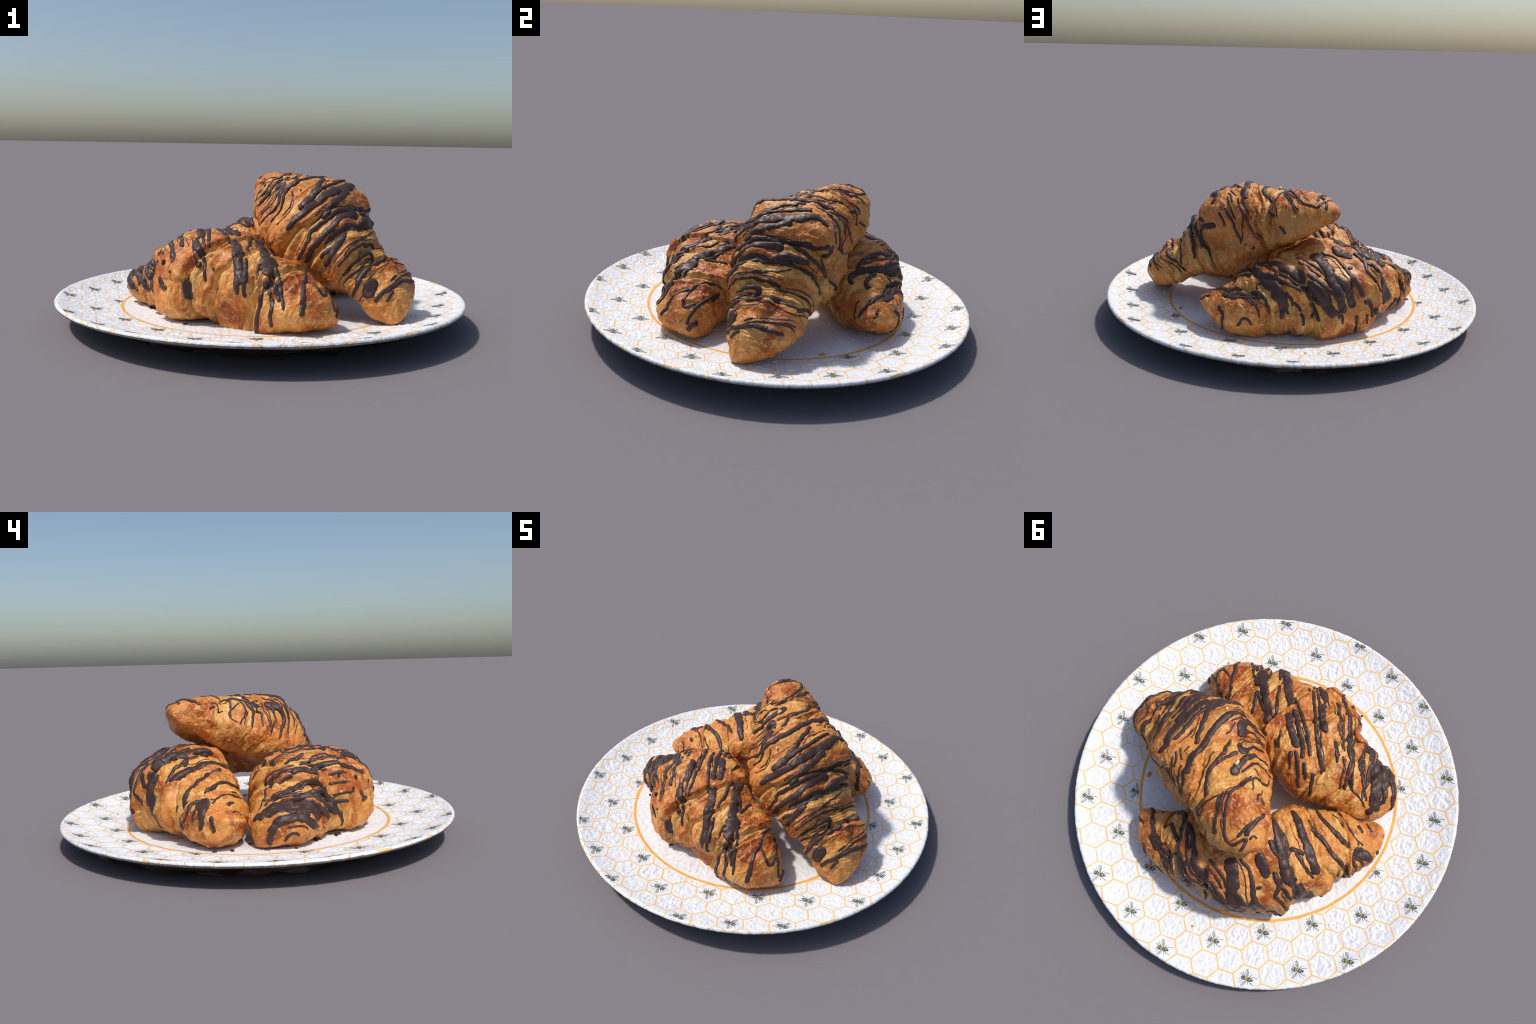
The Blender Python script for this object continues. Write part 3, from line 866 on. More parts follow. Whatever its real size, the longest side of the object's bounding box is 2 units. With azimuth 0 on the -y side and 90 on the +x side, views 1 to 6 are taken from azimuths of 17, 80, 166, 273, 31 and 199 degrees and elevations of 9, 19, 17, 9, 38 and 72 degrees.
    strand([(0.801, 70), (0.788, 52), (0.777, 37), (0.762, -1)], [6]),
    strand([(0.664, 98), (0.678, 85), (0.694, 70), (0.711, 55)], [5]),
    strand([(0.585, 64), (0.601, 58), (0.610, 48)], [7]),
    strand([(0.588, 70), (0.617, 60)], [6]),
    strand([(0.627, 57), (0.639, 42), (0.645, 26), (0.595, -10)], [7]),
    strand([(0.640, 57), (0.660, 44), (0.674, 27)], [6]),
    strand([(0.599, 131), (0.614, 125), (0.628, 118)], [7]),
    strand([(0.580, 143), (0.594, 126)], [6]),
    strand([(0.603, 78), (0.608, 69)], [5]),
    strand([(0.440, 34), (0.430, 19), (0.435, -1), (0.446, -16), (0.446, -24)], [10, 10, 10, 9, 6]),
    strand([(0.405, 29), (0.420, 15), (0.428, 4)], [6]),
    strand([(0.582, 43), (0.587, 36), (0.595, 25), (0.595, 14), (0.596, -6)], [13, 12, 11, 10, 6]),
    strand([(0.588, 57), (0.603, 44), (0.607, 32), (0.613, 26)], [7]),
    strand([(0.543, 40), (0.548, 32), (0.547, 23)], [13, 11, 8]),
    strand([(0.630, 43), (0.648, 30), (0.655, 17), (0.661, 2), (0.676, -13)], [5]),
    strand([(0.641, 54), (0.660, 39), (0.675, 26)], [8, 6, 6]),
    strand([(0.753, 29), (0.769, 22), (0.780, 15)], [14, 16, 12]),
    strand([(0.781, 43), (0.798, 24), (0.795, 12)], [5]),
    strand([(0.792, 0), (0.807, -8), (0.821, -14)], [9]),
    strand([(0.799, 79), (0.841, 49), (0.872, 25), (0.884, 21)], [10, 9, 7, 5]),
    strand([(0.453, 33), (0.489, 29), (0.515, 28)], [18, 25, 18]),
    strand([(0.593, 18), (0.587, 7), (0.594, -0)], [8]),
    strand([(0.614, -11), (0.616, -13)], [11]),
    strand([(0.638, -19), (0.645, -22)], [16]),
    strand([(0.153, 31), (0.171, 12), (0.172, 4)], [6]),
    strand([(0.942, 41), (0.937, 57), (0.929, 86), (0.924, 116), (0.917, 133), (0.909, 139)], [9, 11, 10, 12, 12]),
    strand([(0.865, 132), (0.850, 135), (0.840, 147), (0.835, 154), (0.822, 152)], [9, 8, 7, 6, 5]),
    strand([(0.876, 151), (0.865, 144), (0.854, 143)], [10]),
    strand([(0.822, 122), (0.819, 132), (0.796, 131), (0.795, 140), (0.793, 153), (0.801, 169)], [4, 5, 5, 4, 7]),
    strand([(0.734, 132), (0.731, 145), (0.735, 158), (0.753, 168), (0.763, 175)], [6, 8, 8, 6, 10]),
    strand([(0.729, 146), (0.724, 155), (0.738, 167), (0.747, 176)], [4]),
    strand([(0.649, 132), (0.655, 147), (0.648, 155), (0.641, 163), (0.642, 170)], [5, 4, 4, 6, 6]),
    strand([(0.618, 141), (0.613, 149), (0.611, 157), (0.630, 170), (0.636, 175)], [14, 9, 7, 8, 11]),
    strand([(0.549, 136), (0.518, 142), (0.501, 150), (0.507, 161), (0.519, 169)], [4]),
    ],
))
CROISSANTS.append(dict(
    label="golden croissant with thin dark chocolate drizzle lines",
    # spine stations from tip to tip (metres)
    spine=[
        (0.489, -0.474, 0.129),
        (0.402, -0.467, 0.153),
        (0.315, -0.454, 0.175),
        (0.233, -0.431, 0.195),
        (0.152, -0.405, 0.210),
        (0.070, -0.377, 0.218),
        (-0.009, -0.342, 0.223),
        (-0.085, -0.308, 0.227),
        (-0.158, -0.272, 0.223),
        (-0.236, -0.230, 0.212),
        (-0.315, -0.194, 0.196),
        (-0.391, -0.154, 0.170),
        (-0.464, -0.113, 0.143),
        (-0.529, -0.070, 0.113),
        (-0.592, -0.034, 0.074)],
    # radii of the cross-section at each station, every 22.5 degrees from the right side upwards
    radii=[
        (0.031, 0.030, 0.044, 0.069, 0.094, 0.089, 0.091, 0.095, 0.083, 0.069, 0.069, 0.063, 0.070, 0.064, 0.071, 0.047),
        (0.082, 0.078, 0.090, 0.096, 0.105, 0.111, 0.121, 0.119, 0.152, 0.133, 0.100, 0.087, 0.088, 0.099, 0.103, 0.084),
        (0.121, 0.121, 0.132, 0.132, 0.127, 0.133, 0.140, 0.146, 0.183, 0.171, 0.148, 0.129, 0.111, 0.123, 0.120, 0.113),
        (0.150, 0.166, 0.175, 0.156, 0.147, 0.152, 0.161, 0.166, 0.178, 0.192, 0.202, 0.155, 0.128, 0.149, 0.177, 0.148),
        (0.182, 0.192, 0.180, 0.164, 0.163, 0.171, 0.191, 0.205, 0.194, 0.165, 0.223, 0.171, 0.139, 0.163, 0.196, 0.181),
        (0.201, 0.205, 0.205, 0.193, 0.181, 0.198, 0.209, 0.207, 0.218, 0.215, 0.235, 0.180, 0.147, 0.171, 0.203, 0.198),
        (0.221, 0.220, 0.245, 0.226, 0.207, 0.221, 0.234, 0.235, 0.244, 0.247, 0.179, 0.148, 0.144, 0.174, 0.207, 0.215),
        (0.256, 0.258, 0.267, 0.235, 0.220, 0.233, 0.248, 0.286, 0.289, 0.291, 0.206, 0.139, 0.142, 0.173, 0.211, 0.242),
        (0.266, 0.274, 0.275, 0.242, 0.234, 0.247, 0.261, 0.272, 0.287, 0.304, 0.226, 0.151, 0.142, 0.168, 0.206, 0.243),
        (0.266, 0.273, 0.267, 0.241, 0.231, 0.221, 0.241, 0.241, 0.264, 0.273, 0.183, 0.149, 0.140, 0.158, 0.195, 0.236),
        (0.245, 0.239, 0.222, 0.199, 0.188, 0.181, 0.206, 0.198, 0.210, 0.215, 0.159, 0.137, 0.130, 0.143, 0.175, 0.214),
        (0.192, 0.193, 0.182, 0.166, 0.152, 0.140, 0.155, 0.188, 0.197, 0.194, 0.142, 0.118, 0.110, 0.121, 0.146, 0.173),
        (0.136, 0.142, 0.140, 0.135, 0.127, 0.133, 0.153, 0.191, 0.195, 0.167, 0.121, 0.091, 0.083, 0.092, 0.113, 0.127),
        (0.088, 0.099, 0.096, 0.098, 0.106, 0.117, 0.161, 0.173, 0.169, 0.125, 0.074, 0.055, 0.049, 0.058, 0.079, 0.095),
        (0.043, 0.046, 0.048, 0.057, 0.084, 0.131, 0.173, 0.144, 0.115, 0.057, 0.025, 0.014, 0.013, 0.019, 0.031, 0.057)],
    # edges of the rolled-up dough sheet: (angle, place along the roll), side of the upper layer, step height
    seams=[
        seam([(36, 0.139), (98, 0.174), (124, 0.194), (148, 0.221), (180, 0.232), (266, 0.179)], -1, 0.007),
        seam([(38, 0.21), (88, 0.21), (146, 0.243), (176, 0.272), (274, 0.266)], 1, 0.01),
        seam([(56, 0.302), (104, 0.338), (142, 0.375), (164, 0.388), (226, 0.382), (326, 0.278)], 1, 0.009),
        seam([(58, 0.42), (82, 0.42), (120, 0.452), (152, 0.484), (204, 0.452), (300, 0.388)], 1, 0.011),
        seam([(62, 0.477), (146, 0.606), (172, 0.65), (278, 0.65)], -1, 0.006),
        seam([(56, 0.68), (88, 0.674), (130, 0.662), (174, 0.674), (278, 0.674)], -1, 0.009),
        seam([(56, 0.773), (106, 0.734), (162, 0.728), (278, 0.71)], -1, 0.01),
        seam([(70, 0.837), (154, 0.806), (174, 0.784), (258, 0.837)], -1, 0.005)],
    threads=0.2,
    # chocolate: path of (place along the roll, angle), widths along it in millimetres
    drizzle=[
    strand([(0.271, 131), (0.260, 120), (0.264, 109), (0.270, 96)], [17, 39, 70, 33]),
    strand([(0.282, 107), (0.312, 91), (0.345, 78), (0.371, 70), (0.391, 63), (0.414, 55)], [45, 31, 28, 28, 21]),
    strand([(0.285, 89), (0.316, 76), (0.352, 68), (0.380, 66)], [14, 14, 16, 16]),
    strand([(0.285, 87), (0.297, 71), (0.309, 57), (0.317, 50)], [14, 15, 13, 12]),
    strand([(0.370, 74), (0.400, 69), (0.422, 69), (0.397, 81), (0.370, 93), (0.343, 112)], [13, 14, 14, 14, 12]),
    strand([(0.143, 169), (0.204, 128), (0.231, 117)], [9]),
    strand([(0.167, 177), (0.238, 131)], [8]),
    strand([(0.325, 125), (0.284, 154), (0.305, 154), (0.348, 129), (0.380, 111), (0.418, 102), (0.439, 94)], [11, 26, 31, 32, 27]),
    strand([(0.457, 85), (0.490, 73), (0.522, 67), (0.547, 63), (0.570, 60)], [32, 26, 29, 35, 26]),
    strand([(0.561, 54), (0.582, 46), (0.605, 38)], [21, 10, 7]),
    strand([(0.571, 57), (0.606, 50), (0.634, 41), (0.659, 29)], [16, 15, 13, 10]),
    strand([(0.465, 92), (0.503, 82), (0.536, 73), (0.575, 66), (0.610, 56)], [21, 20, 18, 19, 16]),
    strand([(0.621, 55), (0.638, 49), (0.659, 41)], [18, 16, 12]),
    strand([(0.424, 109), (0.477, 97), (0.520, 87), (0.561, 78), (0.596, 70), (0.622, 63)], [6, 13, 15, 15, 14]),
    strand([(0.458, 130), (0.497, 115), (0.544, 99), (0.592, 85), (0.626, 75), (0.659, 65), (0.684, 55)], [10, 12, 13, 12, 6]),
    strand([(0.462, 141), (0.494, 134), (0.520, 127)], [28, 31, 16]),
    strand([(0.506, 121), (0.533, 111), (0.568, 103), (0.596, 96)], [14, 16, 26, 23]),
    strand([(0.470, 132), (0.512, 118), (0.543, 110)], [8]),
    strand([(0.640, 98), (0.673, 88), (0.698, 79)], [13, 14, 11]),
    strand([(0.732, 100), (0.759, 88), (0.807, 68)], [16, 12, 9]),
    strand([(0.695, 93), (0.720, 84), (0.744, 67), (0.773, 55)], [9]),
    strand([(0.483, 51), (0.509, 46)], [14]),
    strand([(0.479, 62), (0.500, 52), (0.517, 46)], [9]),
    strand([(0.659, 52), (0.677, 42), (0.707, 23)], [16, 14, 11]),
    strand([(0.430, 48), (0.450, 49)], [18]),
    strand([(0.354, 117), (0.338, 132), (0.322, 143), (0.306, 156), (0.296, 174)], [25, 30, 35, 30, 15]),
    strand([(0.314, 131), (0.301, 140), (0.287, 150), (0.269, 175)], [13, 15, 15, 10]),
    strand([(0.277, 101), (0.263, 115), (0.243, 129), (0.235, 137)], [65, 55, 45, 25]),
    strand([(0.283, 121), (0.272, 133), (0.253, 149)], [12, 9, 5]),
    strand([(0.251, 107), (0.213, 123)], [13]),
    strand([(0.228, 138), (0.211, 149), (0.191, 162)], [18, 15, 13]),
    strand([(0.185, 164), (0.169, 176), (0.161, 203)], [15, 14, 10]),
    strand([(0.233, 143), (0.220, 162), (0.210, 186), (0.207, 219)], [18, 15, 15, 11]),
    strand([(0.199, 142), (0.176, 155), (0.158, 166)], [17, 14, 12]),
    strand([(0.196, 132), (0.168, 152), (0.136, 174)], [15, 14, 9]),
    strand([(0.236, 125), (0.217, 133)], [13]),
    strand([(0.193, 36), (0.176, 67), (0.145, 95), (0.129, 120), (0.110, 144), (0.096, 166), (0.086, 175)], [8, 13, 13, 18, 18]),
    strand([(0.176, 71), (0.187, 52)], [12, 9]),
    strand([(0.131, 97), (0.100, 108), (0.075, 115), (0.063, 110), (0.072, 83)], [9, 11, 13, 12, 9]),
    strand([(0.174, 33), (0.121, 50), (0.077, 74), (0.039, 98), (0.013, 127)], [10, 12, 12, 11, 10]),
    strand([(0.021, 59), (0.004, 131)], [17]),
    strand([(0.025, 67), (0.010, 104), (0.007, 153)], [17]),
    strand([(0.176, 37), (0.141, 38), (0.105, 47)], [14, 14, 12]),
    strand([(0.522, 125), (0.490, 135), (0.460, 143), (0.433, 152), (0.409, 167)], [23, 19, 12, 11, 9]),
    strand([(0.602, 96), (0.556, 107), (0.530, 116), (0.523, 124)], [19, 21, 21, 23]),
    strand([(0.532, 110), (0.506, 120), (0.483, 129)], [8]),
    strand([(0.686, 59), (0.601, 81), (0.556, 94), (0.527, 104), (0.498, 114), (0.479, 124)], [17, 14, 12, 10, 7]),
    strand([(0.474, 169), (0.467, 177), (0.454, 189)], [31, 37, 32]),
    strand([(0.462, 149), (0.449, 156)], [21]),
    strand([(0.535, 163), (0.525, 167)], [13]),
    strand([(0.578, 174), (0.571, 182)], [13]),
    strand([(0.438, 136), (0.424, 139)], [18]),
    strand([(0.372, 172), (0.366, 174)], [13]),
    strand([(0.396, 150), (0.393, 154)], [12]),
    strand([(0.591, 170), (0.573, 179), (0.549, 180)], [24, 19, 15]),
    strand([(0.534, 162), (0.524, 166)], [19]),
    strand([(0.599, 155), (0.582, 156)], [11]),
    strand([(0.928, 54), (0.922, 84), (0.900, 101), (0.870, 111), (0.852, 123), (0.824, 134), (0.809, 145), (0.805, 155), (0.801, 165), (0.797, 177)], [26, 26, 25, 18, 12]),
    strand([(0.992, 168), (0.986, 144), (0.967, 134), (0.947, 131), (0.930, 139), (0.907, 145), (0.885, 152), (0.869, 159), (0.854, 170), (0.826, 183)], [17, 24, 25, 24, 12]),
    strand([(0.932, 105), (0.917, 121), (0.897, 131), (0.875, 138), (0.866, 149), (0.850, 161)], [12, 14, 14, 12, 8]),
    strand([(0.886, 80), (0.849, 88), (0.829, 103), (0.806, 118), (0.789, 131), (0.781, 139)], [6, 13, 15, 15, 12]),
    strand([(0.778, 138), (0.750, 143), (0.725, 149), (0.713, 160), (0.705, 171), (0.706, 181), (0.710, 189)], [22, 25, 18, 19, 14]),
    strand([(0.777, 151), (0.751, 159), (0.736, 168), (0.724, 176), (0.714, 185)], [8, 13, 32, 32, 21]),
    strand([(0.819, 100), (0.791, 104), (0.757, 113), (0.739, 122), (0.726, 131), (0.708, 139), (0.685, 148), (0.632, 158)], [9, 17, 20, 18, 15]),
    strand([(0.693, 184), (0.699, 192), (0.695, 203)], [21, 17, 10]),
    strand([(0.701, 167), (0.685, 164), (0.659, 166), (0.627, 168)], [8, 9, 8, 7]),
    strand([(0.733, 98), (0.710, 103), (0.693, 110), (0.691, 120), (0.686, 134), (0.650, 143), (0.602, 149)], [32, 25, 19, 18, 23]),
    strand([(0.659, 107), (0.626, 110), (0.606, 116), (0.592, 125), (0.567, 133), (0.550, 139)], [8, 10, 9, 8, 6]),
    strand([(0.691, 99), (0.675, 104), (0.661, 116)], [9, 9, 12]),
    strand([(0.902, 67), (0.869, 71), (0.814, 70), (0.788, 74), (0.762, 81)], [5, 7, 7, 10, 14]),
    strand([(0.730, 81), (0.714, 86), (0.708, 93)], [8]),
    strand([(0.687, 87), (0.663, 94), (0.641, 98)], [8]),
    strand([(0.545, 138), (0.580, 127), (0.616, 121), (0.658, 109), (0.679, 98)], [13, 12, 11, 10, 8]),
    strand([(0.532, 157), (0.566, 148), (0.604, 136), (0.648, 126), (0.667, 119), (0.697, 115), (0.727, 99)], [22, 22, 23, 18, 12]),
    strand([(0.625, 160), (0.665, 131), (0.686, 119), (0.710, 111), (0.723, 98), (0.748, 77), (0.786, 59)], [8, 12, 14, 19, 13]),
    strand([(0.663, 175), (0.703, 168), (0.731, 127), (0.761, 122), (0.799, 103), (0.836, 89), (0.865, 71)], [10, 18, 20, 16, 10]),
    strand([(0.708, 170), (0.738, 170), (0.760, 159), (0.782, 138), (0.824, 125), (0.859, 110), (0.912, 82)], [10, 15, 22, 24, 19]),
    strand([(0.780, 163), (0.817, 148), (0.852, 133), (0.883, 114), (0.941, 88)], [31, 39, 42, 38, 28]),
    strand([(0.820, 167), (0.852, 148), (0.884, 132), (0.936, 113)], [17, 19, 19, 16]),
    strand([(0.857, 170), (0.888, 154), (0.926, 144), (0.958, 134), (0.983, 129)], [23, 30, 30, 25, 17]),
    strand([(0.879, 160), (0.854, 173), (0.845, 179)], [24, 33, 19]),
    strand([(0.893, 135), (0.819, 164), (0.818, 176)], [29, 28, 19]),
    strand([(0.863, 131), (0.791, 162), (0.765, 178), (0.744, 186)], [29, 28, 23, 14]),
    strand([(0.847, 120), (0.722, 161), (0.718, 176)], [19, 16, 11]),
    strand([(0.966, 175), (0.954, 165), (0.938, 166), (0.926, 175)], [8, 11, 12, 6]),
    strand([(0.945, 152), (0.923, 159), (0.892, 167), (0.883, 175)], [6]),
    ],
))
CROISSANTS.append(dict(
    label="curved golden croissant with broad dark chocolate drizzle",
    # spine stations from tip to tip (metres)
    spine=[
        (0.550, 0.321, 0.206),
        (0.472, 0.363, 0.187),
        (0.390, 0.397, 0.183),
        (0.302, 0.413, 0.195),
        (0.207, 0.420, 0.214),
        (0.107, 0.416, 0.229),
        (0.012, 0.405, 0.233),
        (-0.078, 0.378, 0.233),
        (-0.164, 0.340, 0.223),
        (-0.246, 0.297, 0.206),
        (-0.328, 0.252, 0.189),
        (-0.405, 0.200, 0.176),
        (-0.483, 0.152, 0.168),
        (-0.559, 0.103, 0.172),
        (-0.634, 0.049, 0.201)],
    # radii of the cross-section at each station, every 22.5 degrees from the right side upwards
    radii=[
        (0.058, 0.064, 0.064, 0.054, 0.048, 0.034, 0.029, 0.041, 0.062, 0.057, 0.050, 0.049, 0.054, 0.045, 0.032, 0.041),
        (0.110, 0.098, 0.083, 0.079, 0.081, 0.074, 0.082, 0.079, 0.089, 0.100, 0.090, 0.078, 0.074, 0.080, 0.086, 0.099),
        (0.141, 0.133, 0.099, 0.105, 0.112, 0.116, 0.137, 0.132, 0.141, 0.164, 0.133, 0.111, 0.101, 0.115, 0.152, 0.160),
        (0.162, 0.147, 0.118, 0.141, 0.147, 0.160, 0.192, 0.180, 0.188, 0.205, 0.176, 0.143, 0.129, 0.150, 0.169, 0.174),
        (0.173, 0.193, 0.187, 0.180, 0.178, 0.177, 0.196, 0.220, 0.227, 0.219, 0.194, 0.166, 0.149, 0.175, 0.196, 0.207),
        (0.195, 0.206, 0.209, 0.205, 0.204, 0.210, 0.220, 0.244, 0.247, 0.224, 0.199, 0.175, 0.159, 0.192, 0.227, 0.250),
        (0.238, 0.244, 0.222, 0.208, 0.228, 0.240, 0.247, 0.250, 0.246, 0.221, 0.196, 0.174, 0.160, 0.196, 0.257, 0.267),
        (0.247, 0.260, 0.229, 0.211, 0.228, 0.247, 0.264, 0.237, 0.230, 0.212, 0.190, 0.169, 0.154, 0.185, 0.256, 0.263),
        (0.261, 0.250, 0.246, 0.227, 0.211, 0.228, 0.251, 0.222, 0.214, 0.201, 0.182, 0.161, 0.146, 0.170, 0.242, 0.268),
        (0.223, 0.222, 0.210, 0.202, 0.192, 0.212, 0.238, 0.241, 0.208, 0.191, 0.172, 0.152, 0.140, 0.152, 0.189, 0.217),
        (0.212, 0.195, 0.185, 0.175, 0.169, 0.189, 0.208, 0.212, 0.198, 0.179, 0.160, 0.141, 0.131, 0.138, 0.149, 0.193),
        (0.164, 0.168, 0.168, 0.153, 0.146, 0.158, 0.170, 0.184, 0.179, 0.161, 0.147, 0.130, 0.121, 0.124, 0.128, 0.158),
        (0.142, 0.150, 0.131, 0.124, 0.120, 0.123, 0.131, 0.151, 0.146, 0.134, 0.128, 0.117, 0.110, 0.110, 0.132, 0.146),
        (0.118, 0.131, 0.104, 0.088, 0.083, 0.085, 0.091, 0.088, 0.088, 0.099, 0.095, 0.091, 0.093, 0.102, 0.120, 0.124),
        (0.085, 0.074, 0.054, 0.042, 0.042, 0.044, 0.045, 0.055, 0.097, 0.074, 0.046, 0.047, 0.062, 0.084, 0.084, 0.061)],
    # edges of the rolled-up dough sheet: (angle, place along the roll), side of the upper layer, step height
    seams=[
        seam([(2, 0.243), (42, 0.216), (94, 0.134), (182, 0.121), (238, 0.179), (284, 0.238)], -1, 0.007),
        seam([(38, 0.314), (70, 0.266), (124, 0.232), (182, 0.227), (268, 0.332)], 1, 0.009),
        seam([(0, 0.388), (36, 0.369), (70, 0.357), (92, 0.332), (178, 0.35), (262, 0.407), (310, 0.388)], 1, 0.011),
        seam([(4, 0.593), (22, 0.593), (84, 0.568), (128, 0.555), (204, 0.535), (330, 0.58)], -1, 0.012),
        seam([(4, 0.728), (60, 0.698), (100, 0.68), (126, 0.68), (200, 0.716), (296, 0.739)], -1, 0.008),
        seam([(20, 0.8), (82, 0.851), (146, 0.842), (270, 0.826)], 1, 0.006)],
    threads=0.5,
    # chocolate: path of (place along the roll, angle), widths along it in millimetres
    drizzle=[
    strand([(0.017, 183), (0.052, 97), (0.097, 75), (0.133, 57)], [15, 13, 12, 9]),
    strand([(0.103, 50), (0.144, 43), (0.168, 36)], [17, 28, 34]),
    strand([(0.166, 38), (0.212, 31), (0.249, 29)], [13, 17, 22]),
    strand([(0.010, 13), (0.035, 47)], [11]),
    strand([(0.174, 36), (0.198, 27), (0.213, 15)], [7]),
    strand([(0.504, 84), (0.506, 74), (0.514, 64), (0.519, 53)], [39, 40, 42, 26]),
    strand([(0.517, 64), (0.530, 59)], [21]),
    strand([(0.552, 125), (0.557, 111), (0.561, 94), (0.563, 78)], [16, 26, 29, 26]),
    strand([(0.560, 119), (0.576, 107), (0.587, 93), (0.581, 84)], [16, 16, 19, 21]),
    strand([(0.535, 98), (0.548, 83), (0.565, 73)], [23, 19, 21]),
    strand([(0.586, 88), (0.576, 79), (0.567, 70), (0.574, 58), (0.584, 49), (0.600, 44)], [31, 43, 50, 56, 37]),
    strand([(0.600, 42), (0.608, 25), (0.632, 0)], [37, 41, 28]),
    strand([(0.592, 86), (0.616, 81), (0.642, 75)], [19, 16, 13]),
    strand([(0.605, 83), (0.623, 69), (0.644, 55), (0.670, 39)], [14, 15, 15, 9]),
    strand([(0.634, 138), (0.641, 121), (0.645, 106), (0.656, 92), (0.667, 69), (0.683, 44)], [22, 32, 33, 37, 35]),
    strand([(0.679, 123), (0.701, 107), (0.730, 90), (0.751, 65), (0.783, 43), (0.833, -10)], [14, 18, 18, 19, 10]),
    strand([(0.796, 35), (0.813, 22), (0.821, 12), (0.813, -1)], [14, 10, 7, 5]),
    strand([(0.752, 151), (0.761, 126), (0.782, 107), (0.814, 81), (0.834, 67)], [14, 22, 21, 20, 16]),
    strand([(0.862, 63), (0.870, 51), (0.906, 33), (0.916, 16), (0.904, -7)], [24, 48, 34, 20, 14]),
    strand([(0.846, 50), (0.842, 35), (0.850, 21), (0.834, 1)], [17, 14, 9, 7]),
    strand([(0.854, 43), (0.877, 27), (0.880, 5)], [14, 10, 7]),
    strand([(0.877, 64), (0.884, 78)], [7]),
    strand([(0.952, 27), (0.951, 3), (0.944, -16)], [13, 12, 11]),
    strand([(0.836, 156), (0.853, 122), (0.870, 88), (0.901, 60)], [7]),
    strand([(0.807, 148), (0.834, 112)], [6]),
    strand([(0.951, 160), (0.963, 95)], [7]),
    strand([(0.905, 122), (0.922, 95)], [15]),
    strand([(0.954, 25), (0.946, -18)], [16]),
    strand([(0.540, 62), (0.545, 52), (0.550, 45)], [19, 21, 13]),
    strand([(0.564, 55), (0.547, 41), (0.539, 33), (0.561, 22), (0.590, -4)], [16, 16, 14, 13, 11]),
    strand([(0.547, 47), (0.572, 36), (0.591, 18)], [14]),
    strand([(0.613, 42), (0.640, 22), (0.671, 5)], [11]),
    strand([(0.299, 23), (0.306, 11), (0.305, -8)], [14, 13, 8]),
    strand([(0.308, 26), (0.320, 14), (0.324, 3)], [14, 12, 8]),
    strand([(0.211, 46), (0.237, 36), (0.250, 23), (0.255, 8), (0.255, -4)], [14, 21, 18, 12, 6]),
    strand([(0.187, 51), (0.207, 28), (0.222, 12), (0.224, -6)], [9, 9, 9, 6]),
    strand([(0.105, 68), (0.144, 65), (0.185, 58)], [14]),
    strand([(0.101, 18), (0.115, 2), (0.117, -17), (0.114, -41)], [19, 14, 11, 8]),
    strand([(0.156, -18), (0.173, -4), (0.189, -7), (0.196, -16)], [10, 12, 10, 8]),
    strand([(0.325, 10), (0.337, 2), (0.345, -6)], [14, 12, 11]),
    strand([(0.344, -7), (0.344, -16), (0.339, -20)], [11, 10, 8]),
    strand([(0.382, 4), (0.389, -6), (0.394, -17)], [12, 11, 14]),
    strand([(0.373, -10), (0.384, -12)], [23]),
    strand([(0.449, -8), (0.451, -20)], [9]),
    strand([(0.496, -13), (0.521, -37)], [16, 12]),
    strand([(0.519, 1), (0.535, -0), (0.547, -7), (0.553, -16)], [24, 19, 16, 9]),
    strand([(0.529, -11), (0.543, -24)], [11, 8]),
    strand([(0.560, -5), (0.567, -13)], [18]),
    strand([(0.612, 23), (0.644, 11), (0.659, 0), (0.656, -11)], [49, 45, 40, 10]),
    strand([(0.795, -7), (0.851, -41)], [24, 16]),
    strand([(0.707, -0), (0.706, -8), (0.695, -23)], [14, 14, 9]),
    strand([(0.759, 22), (0.771, 11)], [8]),
    strand([(0.790, 5), (0.789, -8)], [6]),
    strand([(0.643, 19), (0.660, 13), (0.679, -0)], [18, 15, 7]),
    strand([(0.302, 77), (0.295, 95), (0.271, 107), (0.232, 121), (0.203, 132)], [19, 19, 22, 18, 14]),
    strand([(0.235, 37), (0.213, 39), (0.158, 51)], [15, 18, 14]),
    strand([(0.150, 60), (0.104, 76), (0.062, 100)], [9, 9, 7]),
    strand([(0.047, 52), (0.020, 38)], [12, 9]),
    strand([(0.037, 114), (0.036, 153), (0.026, 175)], [14, 14, 7]),
    strand([(0.074, 128), (0.071, 156), (0.044, 198)], [7]),
    strand([(0.421, 78), (0.430, 62), (0.435, 45), (0.433, 31), (0.438, 19), (0.444, 8), (0.452, -3), (0.450, -8)], [52, 48, 39, 37, 28]),
    strand([(0.442, 35), (0.455, 25), (0.468, 14), (0.483, 2), (0.488, -5)], [32, 32, 32, 31, 23]),
    strand([(0.372, 33), (0.389, 23), (0.404, 13), (0.415, 1), (0.422, -6), (0.421, -11)], [46, 49, 44, 41, 23]),
    strand([(0.422, -5), (0.436, -7), (0.443, -13)], [23, 19, 9]),
    strand([(0.293, 93), (0.316, 76), (0.323, 61), (0.335, 53), (0.350, 47), (0.361, 39), (0.366, 33)], [14, 26, 32, 50, 27]),
    strand([(0.375, 44), (0.397, 32), (0.416, 22), (0.432, 13), (0.439, 5)], [14, 18, 16, 14, 9]),
    strand([(0.451, 77), (0.474, 66), (0.483, 54), (0.487, 41), (0.488, 31), (0.495, 23), (0.505, 15), (0.514, 6)], [11, 14, 21, 22, 11]),
    strand([(0.493, 41), (0.510, 42)], [14]),
    strand([(0.488, 31), (0.480, 19), (0.477, 15)], [19, 14, 7]),
